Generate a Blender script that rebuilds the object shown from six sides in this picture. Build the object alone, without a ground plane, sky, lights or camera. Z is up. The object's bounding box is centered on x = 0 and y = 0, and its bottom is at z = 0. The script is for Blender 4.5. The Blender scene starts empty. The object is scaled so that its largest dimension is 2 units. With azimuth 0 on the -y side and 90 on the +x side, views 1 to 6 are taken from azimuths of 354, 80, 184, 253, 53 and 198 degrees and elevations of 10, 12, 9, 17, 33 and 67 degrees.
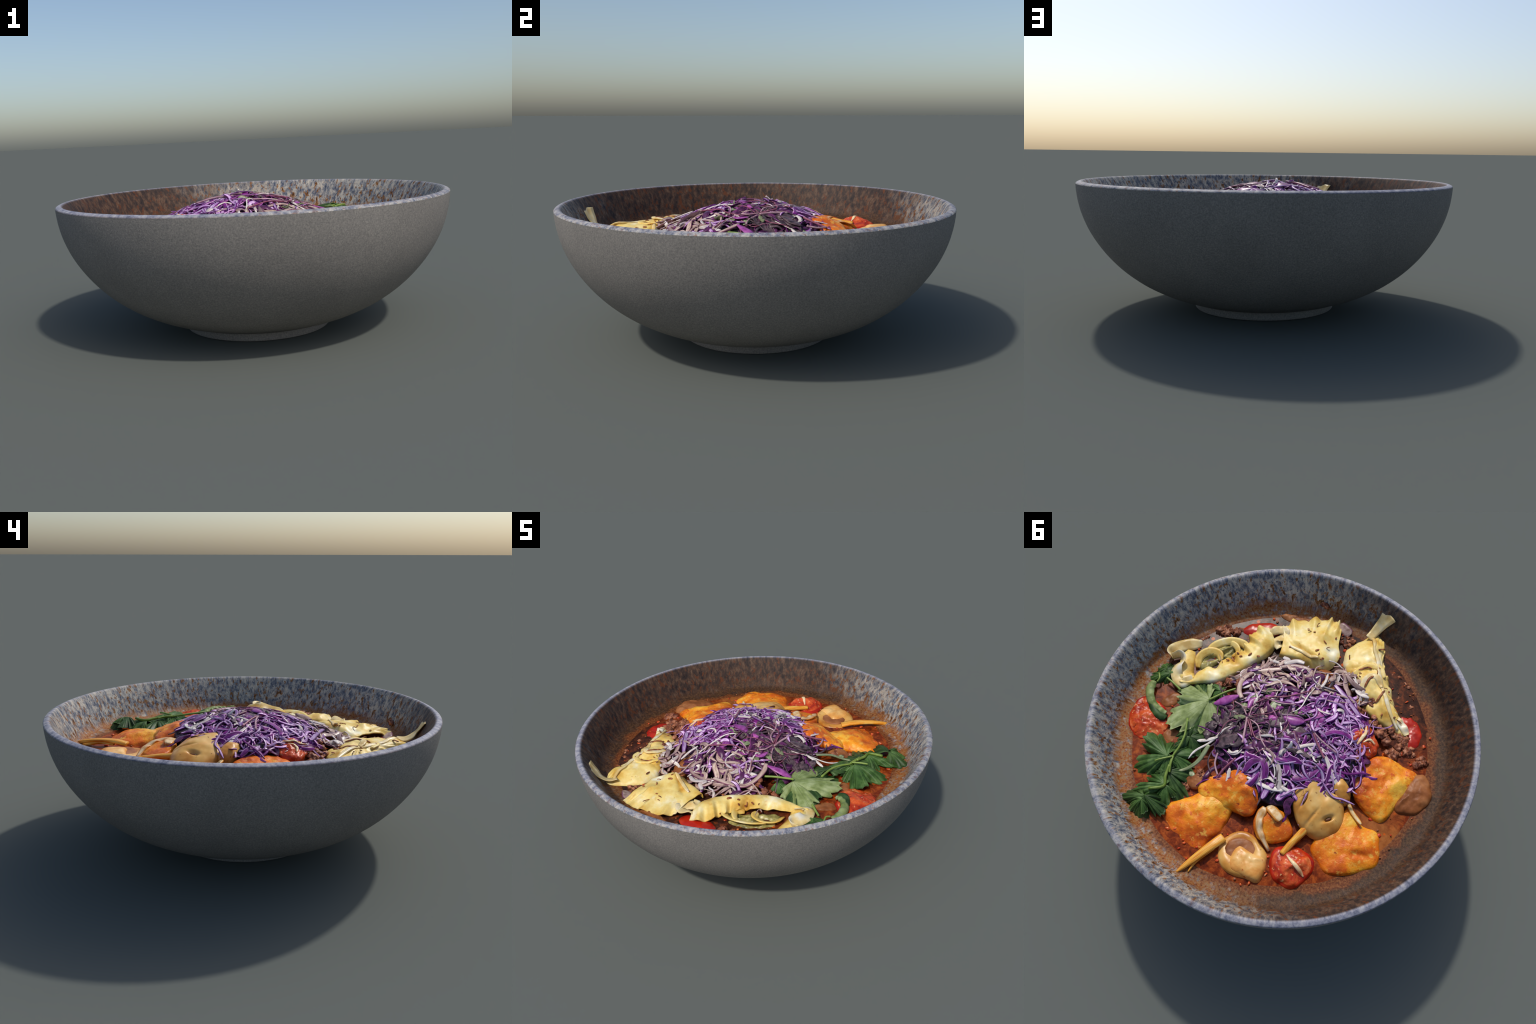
"""A stoneware bowl of spicy dumpling soup: glazed bowl, broth, dumplings, tofu puffs,
tomatoes, mushrooms, coriander and a mound of shredded red cabbage."""
import math
import random

import bmesh
import bpy
import numpy as np
from mathutils import Matrix, Vector, noise

rng = random.Random(11)
SOUP = 0.502          # level of the broth
TAU = 2 * math.pi


# ------------------------------------------------------------------ helpers
def lin(r, g, b):
    def f(c):
        c /= 255.0
        return c / 12.92 if c <= 0.04045 else ((c + 0.055) / 1.055) ** 2.4
    return (f(r), f(g), f(b), 1.0)


class Mat:
    """Small builder for node materials."""

    def __init__(self, name):
        self.m = bpy.data.materials.new(name)
        self.m.use_nodes = True
        self.nt = self.m.node_tree
        self.b = self.nt.nodes["Principled BSDF"]
        self.tc = self.nt.nodes.new("ShaderNodeTexCoord")

    def put(self, sock, v):
        if isinstance(v, bpy.types.NodeSocket):
            self.nt.links.new(v, sock)
        elif v is not None:
            sock.default_value = v

    @property
    def obj(self):
        return self.tc.outputs["Object"]

    @property
    def uv(self):
        return self.tc.outputs["UV"]

    def sep(self, vec):
        n = self.nt.nodes.new("ShaderNodeSeparateXYZ")
        self.put(n.inputs[0], vec)
        return n.outputs

    def comb(self, x, y, z):
        n = self.nt.nodes.new("ShaderNodeCombineXYZ")
        for i, v in enumerate((x, y, z)):
            self.put(n.inputs[i], v)
        return n.outputs[0]

    def math(self, op, a, b=None, c=None, clamp=False):
        n = self.nt.nodes.new("ShaderNodeMath")
        n.operation, n.use_clamp = op, clamp
        self.put(n.inputs[0], a)
        self.put(n.inputs[1], b)
        self.put(n.inputs[2], c)
        return n.outputs[0]

    def vadd(self, a, b, op="ADD"):
        n = self.nt.nodes.new("ShaderNodeVectorMath")
        n.operation = op
        self.put(n.inputs[0], a)
        self.put(n.inputs[1], b)
        return n.outputs[0]

    def rand(self):
        return self.nt.nodes.new("ShaderNodeObjectInfo").outputs["Random"]

    def shifted(self):
        """Object coordinates offset by a random amount per object."""
        r = self.rand()
        return self.vadd(self.obj, self.comb(self.math("MULTIPLY", r, 7.0), self.math("MULTIPLY", r, 13.0), 0.0))

    def noise(self, scale, detail=4.0, vec=None, rough=0.55, dist=0.0):
        n = self.nt.nodes.new("ShaderNodeTexNoise")
        self.put(n.inputs["Vector"], self.obj if vec is None else vec)
        n.inputs["Scale"].default_value = scale
        n.inputs["Detail"].default_value = detail
        n.inputs["Roughness"].default_value = rough
        n.inputs["Distortion"].default_value = dist
        return n.outputs["Fac"]

    def vor(self, scale, vec=None, feature="F1"):
        n = self.nt.nodes.new("ShaderNodeTexVoronoi")
        n.feature = feature
        self.put(n.inputs["Vector"], self.obj if vec is None else vec)
        n.inputs["Scale"].default_value = scale
        return n.outputs["Distance"]

    def ramp(self, fac, *stops):
        n = self.nt.nodes.new("ShaderNodeValToRGB")
        self.put(n.inputs[0], fac)
        e = n.color_ramp.elements
        while len(e) < len(stops):
            e.new(0.5)
        for el, (p, c) in zip(e, stops):
            el.position = p
            el.color = c if isinstance(c, tuple) else (c, c, c, 1)
        return n.outputs[0]

    def band(self, fac, lo, hi):
        n = self.nt.nodes.new("ShaderNodeMapRange")
        n.interpolation_type = "SMOOTHSTEP"
        self.put(n.inputs["Value"], fac)
        n.inputs["From Min"].default_value, n.inputs["From Max"].default_value = lo, hi
        return n.outputs[0]

    def mix(self, fac, a, b, mode="MIX"):
        n = self.nt.nodes.new("ShaderNodeMix")
        n.data_type, n.blend_type = "RGBA", mode
        self.put(n.inputs[0], fac)
        self.put(n.inputs[6], a)
        self.put(n.inputs[7], b)
        return n.outputs[2]

    def done(self, color, rough=0.5, bump=None, strength=0.3, dist=0.004, spec=0.4, coat=0.0, sss=0.0, trans=None):
        self.put(self.b.inputs["Base Color"], color)
        self.put(self.b.inputs["Roughness"], rough)
        self.b.inputs["Specular IOR Level"].default_value = spec
        self.b.inputs["Coat Weight"].default_value = coat
        self.b.inputs["Coat Roughness"].default_value = 0.15
        if sss:
            self.b.inputs["Subsurface Weight"].default_value = sss
            self.b.inputs["Subsurface Radius"].default_value = (0.02, 0.008, 0.004)
            self.b.inputs["Subsurface Scale"].default_value = 0.6
        if bump is not None:
            n = self.nt.nodes.new("ShaderNodeBump")
            n.inputs["Strength"].default_value = strength
            n.inputs["Distance"].default_value = dist
            self.put(n.inputs["Height"], bump)
            self.put(self.b.inputs["Normal"], n.outputs[0])
        if trans is not None:
            t = self.nt.nodes.new("ShaderNodeBsdfTranslucent")
            self.put(t.inputs[0], color)
            x = self.nt.nodes.new("ShaderNodeMixShader")
            x.inputs[0].default_value = trans
            self.nt.links.new(self.b.outputs[0], x.inputs[1])
            self.nt.links.new(t.outputs[0], x.inputs[2])
            self.nt.links.new(x.outputs[0], self.nt.nodes["Material Output"].inputs[0])
        return self.m


def mesh_from(name, verts, faces, mats, face_mat=None, uvs=None, smooth=True):
    me = bpy.data.meshes.new(name)
    me.from_pydata([tuple(v) for v in verts], [], faces)
    for m in mats:
        me.materials.append(m)
    if face_mat is not None:
        me.polygons.foreach_set("material_index", face_mat)
    if uvs is not None:
        layer = me.uv_layers.new(name="UVMap")
        idx = np.empty(len(me.loops), np.int32)
        me.loops.foreach_get("vertex_index", idx)
        layer.data.foreach_set("uv", np.asarray(uvs, np.float32)[idx].ravel())
    me.polygons.foreach_set("use_smooth", [smooth] * len(me.polygons))
    me.update()
    return me


def put(name, me, parent, matrix=None, kind=None):
    o = bpy.data.objects.new(name, me)
    bpy.context.scene.collection.objects.link(o)
    o.parent = parent
    if matrix is not None:
        o.matrix_basis = matrix
    if kind:
        o["kind"] = kind
    return o


def closed_spline(pts, n):
    """Closed Catmull-Rom curve through control points."""
    p = np.array(pts, float)
    k = len(p)
    t = np.linspace(0, k, n, endpoint=False)
    i = t.astype(int)
    f = (t - i)[:, None]
    a, b, c, d = p[(i - 1) % k], p[i % k], p[(i + 1) % k], p[(i + 2) % k]
    return 0.5 * (2 * b + (c - a) * f + (2 * a - 5 * b + 4 * c - d) * f**2 + (3 * b - a - 3 * c + d) * f**3)


def open_spline(pts, n):
    p = np.array(pts, float)
    p = np.vstack([2 * p[0] - p[1], p, 2 * p[-1] - p[-2]])
    k = len(p) - 3
    t = np.linspace(0, k, n)
    i = np.minimum(t.astype(int), k - 1)
    f = (t - i)[:, None]
    a, b, c, d = p[i], p[i + 1], p[i + 2], p[i + 3]
    return 0.5 * (2 * b + (c - a) * f + (2 * a - 5 * b + 4 * c - d) * f**2 + (3 * b - a - 3 * c + d) * f**3)


def fbm(p, scale, seed=0.0, octaves=3):
    return noise.fractal(Vector((p[0] * scale + seed, p[1] * scale - seed, p[2] * scale)), 1.0, 2.0, octaves)


def heap(x, y):
    """Height of the submerged heap of food that everything rests on."""
    dx, dy = x + 0.045, y - 0.006
    rx = 0.60
    ry = 0.61
    d = (dx / rx) ** 2 + (dy / ry) ** 2
    h = 0.496 + 0.168 * max(0.0, 1 - d) ** 1.45
    for bx, by, a, w in ((-0.26, -0.46, 0.022, 0.11), (0.36, -0.17, 0.022, 0.10)):
        h += a * math.exp(-((x - bx) ** 2 + (y - by) ** 2) / w**2)
    return h


def grid_faces(rows, cols, wrap=True):
    f = []
    for r in range(rows - 1):
        for c in range(cols if wrap else cols - 1):
            c2 = (c + 1) % cols
            f.append((r * cols + c, r * cols + c2, (r + 1) * cols + c2, (r + 1) * cols + c))
    return f


def pillow(name, parent, mats, outline, h, p=2.4, q=0.5, z0=None, tilt=(0, 0), amp=0.004, scale=14, seed=0.0,
           relief=None, follow=1.0, n=88, m=22, depth=0.05, bulge=0.0, centre=None, skin=0, frill=None):
    """A rounded lump standing on the heap; outline = control points of its plan, h = height."""
    o = closed_spline(outline, n)
    c = np.array(centre if centre else o.mean(0))
    ruff = np.zeros(n)
    if frill:      # (height, count, start, end) of a ruffled stretch of the edge, in shares of the outline
        u = np.arange(n) / n
        f = np.clip(np.minimum(u - frill[2], frill[3] - u) / 0.05, 0, 1)
        ruff = frill[0] * f * (np.sin(TAU * frill[1] * u) + 0.4 * np.sin(TAU * frill[1] * 2.3 * u + 1))
        o = o + (o - c) / np.linalg.norm(o - c, axis=1)[:, None] * (0.5 * ruff)[:, None]
    verts, faces = [], []
    hc = heap(*c)
    for j in range(m):
        s = (j + 0.5) / m if j < m - 1 else 1.0
        for kk, pt in enumerate(o):
            x, y = c + (pt - c) * s
            base = (hc + (heap(x, y) - hc) * follow) if z0 is None else z0
            z = base + h * max(0.0, 1 - s**p) ** q + tilt[0] * (x - c[0]) + tilt[1] * (y - c[1]) + (ruff[kk] + abs(ruff[kk])) * max(0.0, s - 0.72) * 3.2
            if relief:
                z += relief(x, y)
            verts.append([x, y, z])
    for s, dz in ((1.0 + bulge, -depth * 0.35), (0.93, -depth * 0.8), (0.6, -depth)):
        for k, pt in enumerate(o):
            x, y = c + (pt - c) * s
            verts.append([x, y, verts[(m - 1) * n + k][2] + dz])
    rows = m + 3
    faces = grid_faces(rows, n)
    top, bot = len(verts), len(verts) + 1
    verts.append(list(np.mean(verts[:n], 0)))
    verts.append(list(np.mean(verts[(rows - 1) * n:rows * n], 0)))
    faces += [(top, (k + 1) % n, k) for k in range(n)]
    last = (rows - 1) * n
    faces += [(bot, last + k, last + (k + 1) % n) for k in range(n)]
    fm = None
    if skin:
        fm = [1 if (i // n) >= skin * m or i >= (rows - 1) * n + n else 0 for i in range(len(faces))]
    me = mesh_from(name, verts, faces, mats, fm)
    if amp:
        me.update()
        no = np.empty(len(me.vertices) * 3, np.float32)
        me.vertices.foreach_get("normal", no)
        no = no.reshape(-1, 3)
        v = np.array(verts)
        d = np.array([fbm(q_, scale, seed) for q_ in v]) * amp
        v = v + no * d[:, None]
        me.vertices.foreach_set("co", v.astype(np.float32).ravel())
        me.update()
    return put(name, me, parent)


def sheet(name, parent, mats, curves, thick=0.006, n=110, m=36, wave=(0.0, 0, 0.6), amp=0.004, scale=10, seed=0.0, relief=None):
    """Folded wrapper: a skin lofted across several curves, the first of which is a loose wavy edge.
    wave = (height, count, reach of the waves back from that edge)."""
    cs = np.array([open_spline(c, n) for c in curves])
    top = np.array([open_spline(cs[:, i], m) for i in range(n)]).transpose(1, 0, 2)
    for j in range(m):
        w = max(0.0, 1 - (j / (m - 1)) / wave[2]) ** 1.3
        for i in range(n):
            u = i / (n - 1)
            a = TAU * wave[1] * (u + 0.05 * math.sin(7 * u + seed))
            d = wave[0] * (math.sin(a) + 0.45 * math.sin(1.9 * a + 1 + seed))
            p = top[j, i]
            p[2] += d * w + amp * fbm(p, scale, seed) + (relief(p[0], p[1]) if relief else 0.0)
            if j + 1 < m:
                o = top[0, i, :2] - top[min(m - 1, m // 2), i, :2]
                p[:2] += o / (np.linalg.norm(o) + 1e-6) * d * w * 0.6
    gu, gv = np.gradient(top, axis=1), np.gradient(top, axis=0)
    no = np.cross(gu, gv)
    no /= np.linalg.norm(no, axis=2)[:, :, None] + 1e-9
    if no[:, :, 2].mean() < 0:
        no = -no
    low = top - no * thick
    vs = list(top.reshape(-1, 3)) + list(low.reshape(-1, 3))
    f = grid_faces(m, n, wrap=False)
    k = m * n
    fs = [t[::-1] for t in f] + [tuple(k + q for q in t) for t in f]
    loop = [i for i in range(n)] + [j * n + n - 1 for j in range(1, m)] + [(m - 1) * n + i for i in range(n - 2, -1, -1)] + [j * n for j in range(m - 2, 0, -1)]
    fs += [(loop[i], loop[(i + 1) % len(loop)], k + loop[(i + 1) % len(loop)], k + loop[i]) for i in range(len(loop))]
    me = mesh_from(name, vs, fs, mats)
    bm = bmesh.new()
    bm.from_mesh(me)
    bmesh.ops.recalc_face_normals(bm, faces=bm.faces)
    bm.to_mesh(me)
    bm.free()
    return put(name, me, parent)


def bumps(*items):
    """Sum of round (x, y, amplitude, radius) or stretched (.., radius2, angle) bumps."""
    def f(x, y):
        z = 0.0
        for it in items:
            (px, py), a, r = it[0], it[1], it[2]
            r2, ang = (it[3], it[4]) if len(it) > 3 else (r, 0.0)
            dx, dy = x - px, y - py
            u = (dx * math.cos(ang) + dy * math.sin(ang)) / r
            v = (-dx * math.sin(ang) + dy * math.cos(ang)) / r2
            z += a * math.exp(-(u * u + v * v))
        return z
    return f


def frames(sp, up=None):
    t = np.gradient(sp, axis=0)
    t /= np.linalg.norm(t, axis=1)[:, None] + 1e-9
    up = np.tile([0, 0, 1.0], (len(sp), 1)) if up is None else up
    side = np.cross(up, t)
    side /= np.linalg.norm(side, axis=1)[:, None] + 1e-9
    nor = np.cross(t, side)
    return t, side, nor


def ribbon_mesh(name, mats, spine, width, thick, n=28, roll=0.0, wave=(0, 0), flat=True, taper=0.25, seed=0.0, cup=0.0, pts=None):
    """Strip with a rounded rectangular section. wave = (amplitude, count) across its face."""
    sp = open_spline(spine, n) if pts is None else pts
    n = len(sp)
    t, side, nor = frames(sp)
    sec = [(-1, -0.55), (-0.5, -1), (0, -1), (0.5, -1), (1, -0.55), (1, 0.55), (0.5, 1), (0, 1), (-0.5, 1), (-1, 0.55)]
    vs, uv = [], []
    for i in range(n):
        u = i / (n - 1)
        w = (width(u) if callable(width) else width) * 0.5
        if taper:
            w *= min(1.0, (1 - taper) + taper * math.sin(math.pi * min(1, max(0, u))) * 2.2)
        r = roll(u) if callable(roll) else roll
        ca, sa = math.cos(r), math.sin(r)
        s_, n_ = side[i] * ca + nor[i] * sa, -side[i] * sa + nor[i] * ca
        off = wave[0] * math.sin(TAU * wave[1] * u + seed)
        for a, b in sec:
            p = sp[i] + s_ * (a * w) + n_ * (b * thick * 0.5 + off * (1 + a) * 0.5 + cup * (a * a - 0.5) * w)
            vs.append(p)
            uv.append((u, 0.5 + 0.5 * a))
    k = len(sec)
    faces = grid_faces(n, k)
    faces += [tuple(range(k - 1, -1, -1)), tuple(range((n - 1) * k, n * k))]
    return mesh_from(name, vs, faces, mats, uvs=uv)


def ribbon(name, parent, mats, spine, width, thick, **kw):
    return put(name, ribbon_mesh(name, mats, spine, width, thick, **kw), parent)


def tube_mesh(name, mats, spine, radius, n=22, k=8, squash=1.0):
    sp = open_spline(spine, n)
    t, side, nor = frames(sp)
    vs, uv = [], []
    for i in range(n):
        u = i / (n - 1)
        r = radius(u) if callable(radius) else radius
        for j in range(k):
            a = TAU * j / k
            vs.append(sp[i] + side[i] * math.cos(a) * r + nor[i] * math.sin(a) * r * squash)
            uv.append((u, j / k))
    faces = grid_faces(n, k) + [tuple(range(k - 1, -1, -1)), tuple(range((n - 1) * k, n * k))]
    return mesh_from(name, vs, faces, mats, uvs=uv)


def tube(name, parent, mats, spine, radius, **kw):
    return put(name, tube_mesh(name, mats, spine, radius, **kw), parent)


def rest(spine, lift):
    """Drops a plan curve onto the heap, `lift` above it (number or list)."""
    out = []
    for i, (x, y) in enumerate(spine):
        l = lift[i] if isinstance(lift, (list, tuple)) else lift
        out.append((x, y, max(SOUP, heap(x, y)) + l))
    return out


# ------------------------------------------------------------------ materials
def clay_material():
    g = Mat("matt_stoneware")
    fine = g.noise(150, 2, rough=0.7)
    big = g.noise(3.5, 3)
    col = g.ramp(fine, (0.3, lin(110, 107, 104)), (0.5, lin(127, 123, 118)), (0.72, lin(145, 140, 133)))
    col = g.mix(g.band(big, 0.3, 0.75), col, g.mix(1.0, col, lin(242, 242, 242), "MULTIPLY"))
    return g.done(col, 0.85, fine, 0.25, 0.003, spec=0.2)


def glaze_material():
    g = Mat("speckled_glaze")
    x, y, z = g.sep(g.obj)
    r = g.math("SQRT", g.math("ADD", g.math("MULTIPLY", x, x), g.math("MULTIPLY", y, y)))
    ux, uy = g.math("DIVIDE", x, r), g.math("DIVIDE", y, r)
    run = g.comb(ux, uy, g.math("MULTIPLY", g.math("ADD", z, g.math("MULTIPLY", r, -0.6)), 0.95))
    slow = g.noise(4.5, 3)
    # wall: pale grey ground, slate-blue runs, rust flecks
    streak = g.noise(38, 4, run, 0.7, 0.2)
    fine = g.noise(84, 3, run, 0.7, 0.2)
    base = g.ramp(streak, (0.34, lin(64, 73, 92)), (0.45, lin(114, 118, 124)), (0.54, lin(160, 157, 150)), (0.70, lin(192, 184, 168)))  # ground lightened and warmed to offset bluish rim shade on the +x wall
    base = g.mix(g.math("MULTIPLY", g.band(fine, 0.54, 0.70), 0.8), base, lin(182, 164, 138))
    base = g.mix(g.band(fine, 0.46, 0.32), base, lin(60, 68, 84))
    fleck = g.noise(42, 3, g.vadd(run, (3.1, 1.7, 0.4)), 0.65, 0.2)
    low = g.band(z, 0.66, 0.54)
    fl = g.math("ADD", fleck, g.math("MULTIPLY", low, 0.05))
    base = g.mix(g.band(fl, 0.57, 0.64), base, lin(134, 92, 50))
    base = g.mix(g.band(fl, 0.64, 0.71), base, lin(68, 42, 26))
    # -x side: the photographed shade painted into the glaze as dark brown
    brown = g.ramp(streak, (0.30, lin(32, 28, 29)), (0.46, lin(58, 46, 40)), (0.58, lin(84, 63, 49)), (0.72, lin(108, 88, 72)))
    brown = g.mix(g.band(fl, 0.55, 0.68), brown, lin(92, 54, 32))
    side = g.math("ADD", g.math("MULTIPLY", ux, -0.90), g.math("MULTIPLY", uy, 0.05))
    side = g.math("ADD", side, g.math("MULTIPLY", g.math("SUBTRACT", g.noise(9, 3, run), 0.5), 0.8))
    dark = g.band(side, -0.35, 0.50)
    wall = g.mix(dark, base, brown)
    # stained ledge near the broth
    spot = g.noise(80, 4, rough=0.75)
    ledge_blue = g.ramp(spot, (0.36, lin(92, 46, 18)), (0.47, lin(150, 86, 36)), (0.57, lin(146, 108, 64)), (0.68, lin(124, 118, 106)))
    ledge_brown = g.ramp(spot, (0.34, lin(36, 23, 16)), (0.48, lin(66, 43, 26)), (0.60, lin(88, 62, 38)), (0.72, lin(90, 68, 46)))
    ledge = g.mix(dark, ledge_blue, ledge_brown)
    edge = g.math("ADD", z, g.math("MULTIPLY", g.math("SUBTRACT", g.noise(11, 5, rough=0.65), 0.5), 0.10))
    wall = g.mix(g.math("MULTIPLY", g.band(edge, 0.560, 0.510), g.band(g.noise(24, 4, rough=0.7), 0.30, 0.52)), wall, ledge)
    wet = g.math("ADD", r, g.math("MULTIPLY", g.math("SUBTRACT", g.noise(7, 5, rough=0.65), 0.5), 0.16))
    wall = g.mix(g.band(wet, 0.83, 0.79), wall, g.ramp(spot, (0.35, lin(70, 34, 16)), (0.5, lin(112, 58, 24)), (0.66, lin(140, 92, 50))))
    # lip: paler, blue-lavender, mottled
    lip = g.ramp(streak, (0.30, lin(96, 100, 116)), (0.46, lin(142, 142, 154)), (0.66, lin(180, 177, 178)))
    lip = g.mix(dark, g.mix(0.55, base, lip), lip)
    col = g.mix(g.math("MULTIPLY", g.band(z, 0.678, 0.690), g.band(r, 0.962, 0.978)), wall, lip)
    return g.done(col, 0.6, streak, 0.15, 0.004, spec=0.2)


def broth_material():
    g = Mat("chilli_broth")
    x, y, z = g.sep(g.obj)
    n1, n2 = g.noise(6, 5, rough=0.6, dist=0.6), g.noise(22, 6, rough=0.7, dist=0.4)
    dark = g.ramp(n2, (0.35, lin(38, 22, 18)), (0.52, lin(70, 40, 28)), (0.66, lin(122, 62, 34)))
    red = g.ramp(n2, (0.32, lin(70, 24, 10)), (0.48, lin(118, 46, 16)), (0.62, lin(162, 78, 28)), (0.74, lin(196, 112, 46)))
    milky = g.ramp(n2, (0.3, lin(126, 66, 26)), (0.7, lin(172, 106, 54)))
    m = g.math("ADD", g.math("MULTIPLY", y, 1.0), g.math("MULTIPLY", g.math("SUBTRACT", n1, 0.5), 0.7))
    col = g.mix(g.band(m, -0.42, 0.05), dark, red)
    col = g.mix(g.math("MULTIPLY", g.band(m, 0.10, 0.32), g.band(x, -0.38, -0.62)), col, milky)
    oil = g.vor(17)
    col = g.mix(g.math("MULTIPLY", g.band(oil, 0.20, 0.16), g.band(n1, 0.46, 0.6)), col, lin(196, 88, 22))
    return g.done(col, 0.30, g.noise(9, 3), 0.2, 0.01, spec=0.10)


def tofu_material():
    g = Mat("fried_tofu")
    a, b, c = g.noise(5.5, 4, rough=0.6), g.noise(26, 4, rough=0.65), g.noise(90, 2)
    col = g.ramp(a, (0.34, lin(176, 70, 10)), (0.46, lin(224, 112, 14)), (0.57, lin(240, 150, 28)), (0.68, lin(238, 186, 66)))
    col = g.mix(g.band(b, 0.56, 0.70), col, lin(204, 84, 16))
    col = g.mix(g.math("MULTIPLY", g.band(b, 0.46, 0.32), 0.7), col, lin(240, 190, 84))
    col = g.mix(g.band(g.noise(17, 3, g.vadd(g.obj, (4.0, 2.0, 1.0))), 0.67, 0.75), col, lin(146, 54, 14))
    h = g.math("ADD", b, g.math("MULTIPLY", c, 0.5))
    return g.done(col, 0.42, h, 0.5, 0.006, spec=0.35, sss=0.06)


def wrapper_material():
    g = Mat("dumpling_wrapper")
    a, b = g.noise(7, 4, rough=0.6), g.noise(20, 3)
    col = g.ramp(a, (0.31, lin(200, 150, 60)), (0.43, lin(232, 194, 98)), (0.56, lin(244, 218, 138)), (0.71, lin(252, 242, 208)))  # amber stops tint the folds' shading, near-white stops draw wet glints
    col = g.mix(g.math("MULTIPLY", g.band(b, 0.60, 0.74), 0.5), col, lin(206, 146, 56))
    col = g.mix(g.math("MULTIPLY", g.band(g.noise(9, 2, g.vadd(g.obj, (5, 1, 2))), 0.60, 0.74), 0.35), col, lin(196, 196, 140))
    col = g.mix(g.band(g.noise(42, 2), 0.72, 0.78), col, lin(150, 96, 42))
    return g.done(col, 0.40, b, 0.15, 0.006, spec=0.35, sss=0.12)


def frill_material():
    g = Mat("wrapper_edge")
    a = g.noise(14, 3)
    col = g.ramp(a, (0.3, lin(226, 190, 116)), (0.5, lin(246, 222, 160)), (0.7, lin(252, 244, 222)))
    return g.done(col, 0.32, a, 0.1, 0.005, spec=0.4, sss=0.1, trans=0.12)


def filling_material():
    g = Mat("herb_filling")
    a = g.noise(22, 4)
    col = g.ramp(a, (0.32, lin(84, 78, 40)), (0.48, lin(136, 126, 66)), (0.60, lin(176, 164, 96)), (0.74, lin(206, 196, 138)))
    return g.done(col, 0.35, a, 0.3, 0.006, spec=0.4)


def flake_material():
    g = Mat("fried_shallot")
    a = g.noise(40, 3, g.shifted())
    col = g.ramp(a, (0.3, lin(86, 40, 20)), (0.5, lin(140, 78, 40)), (0.7, lin(190, 126, 78)))
    return g.done(col, 0.5, a, 0.3, 0.003, spec=0.3)


def mince_material():
    g = Mat("minced_pork")
    a, b = g.noise(30, 4), g.noise(90, 2)
    col = g.ramp(a, (0.3, lin(78, 38, 26)), (0.46, lin(132, 76, 52)), (0.6, lin(176, 116, 84)), (0.74, lin(206, 156, 122)))
    return g.done(col, 0.42, b, 0.6, 0.005, spec=0.3)


def tomato_skin_material():
    g = Mat("tomato_skin")
    a = g.noise(9, 3)
    col = g.ramp(a, (0.3, lin(142, 22, 12)), (0.55, lin(186, 40, 20)), (0.75, lin(206, 70, 32)))
    return g.done(col, 0.3, a, 0.1, 0.005, spec=0.35, sss=0.05)


def tomato_flesh_material():
    g = Mat("tomato_flesh")
    a, b = g.noise(13, 4, dist=0.8), g.noise(46, 3)
    col = g.ramp(a, (0.28, lin(140, 30, 12)), (0.45, lin(186, 58, 22)), (0.58, lin(210, 90, 40)), (0.72, lin(226, 138, 80)))
    col = g.mix(g.band(b, 0.62, 0.72), col, lin(236, 180, 120))
    col = g.mix(g.band(b, 0.40, 0.30), col, lin(150, 46, 18))
    return g.done(col, 0.32, b, 0.6, 0.006, spec=0.35, sss=0.06)


def core_material():
    g = Mat("tomato_core")
    return g.done(g.ramp(g.noise(24, 3), (0.3, lin(226, 150, 92)), (0.6, lin(236, 214, 166))), 0.3)


def mushroom_material():
    g = Mat("straw_mushroom")
    a, b = g.noise(7, 4), g.noise(36, 3)
    col = g.ramp(a, (0.30, lin(172, 104, 30)), (0.44, lin(204, 142, 60)), (0.58, lin(220, 170, 90)), (0.74, lin(230, 194, 126)))  # colour brightened because this slope faces away from the sun
    col = g.mix(g.band(b, 0.64, 0.74), col, lin(136, 78, 26))
    return g.done(col, 0.35, a, 0.15, 0.006, spec=0.4)


def pale_mushroom_material():
    g = Mat("cut_mushroom")
    a, b = g.noise(10, 4), g.noise(40, 3)
    col = g.ramp(a, (0.3, lin(206, 124, 42)), (0.5, lin(226, 166, 86)), (0.7, lin(236, 200, 132)))
    col = g.mix(g.band(b, 0.6, 0.72), col, lin(196, 104, 34))
    return g.done(col, 0.35, b, 0.3, 0.005, spec=0.4)


def slit_material():
    g = Mat("mushroom_gill_hollow")
    return g.done(g.ramp(g.noise(30, 3), (0.3, lin(58, 28, 10)), (0.7, lin(112, 62, 22))), 0.5)


def brown_slice_material():
    g = Mat("braised_slice")
    a, b = g.noise(9, 4), g.noise(30, 3)
    col = g.ramp(a, (0.3, lin(104, 56, 26)), (0.5, lin(146, 88, 48)), (0.72, lin(184, 126, 80)))
    return g.done(col, 0.42, b, 0.35, 0.006, spec=0.2)


def lemongrass_material():
    g = Mat("lemongrass")
    u, v, _ = g.sep(g.uv)
    a = g.noise(1.0, 3, g.comb(g.math("MULTIPLY", u, 3.0), g.math("MULTIPLY", v, 14.0), 0.0))
    col = g.ramp(a, (0.32, lin(206, 112, 20)), (0.5, lin(230, 158, 48)), (0.66, lin(238, 200, 104)))
    return g.done(col, 0.32, a, 0.3, 0.004, spec=0.4)


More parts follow.
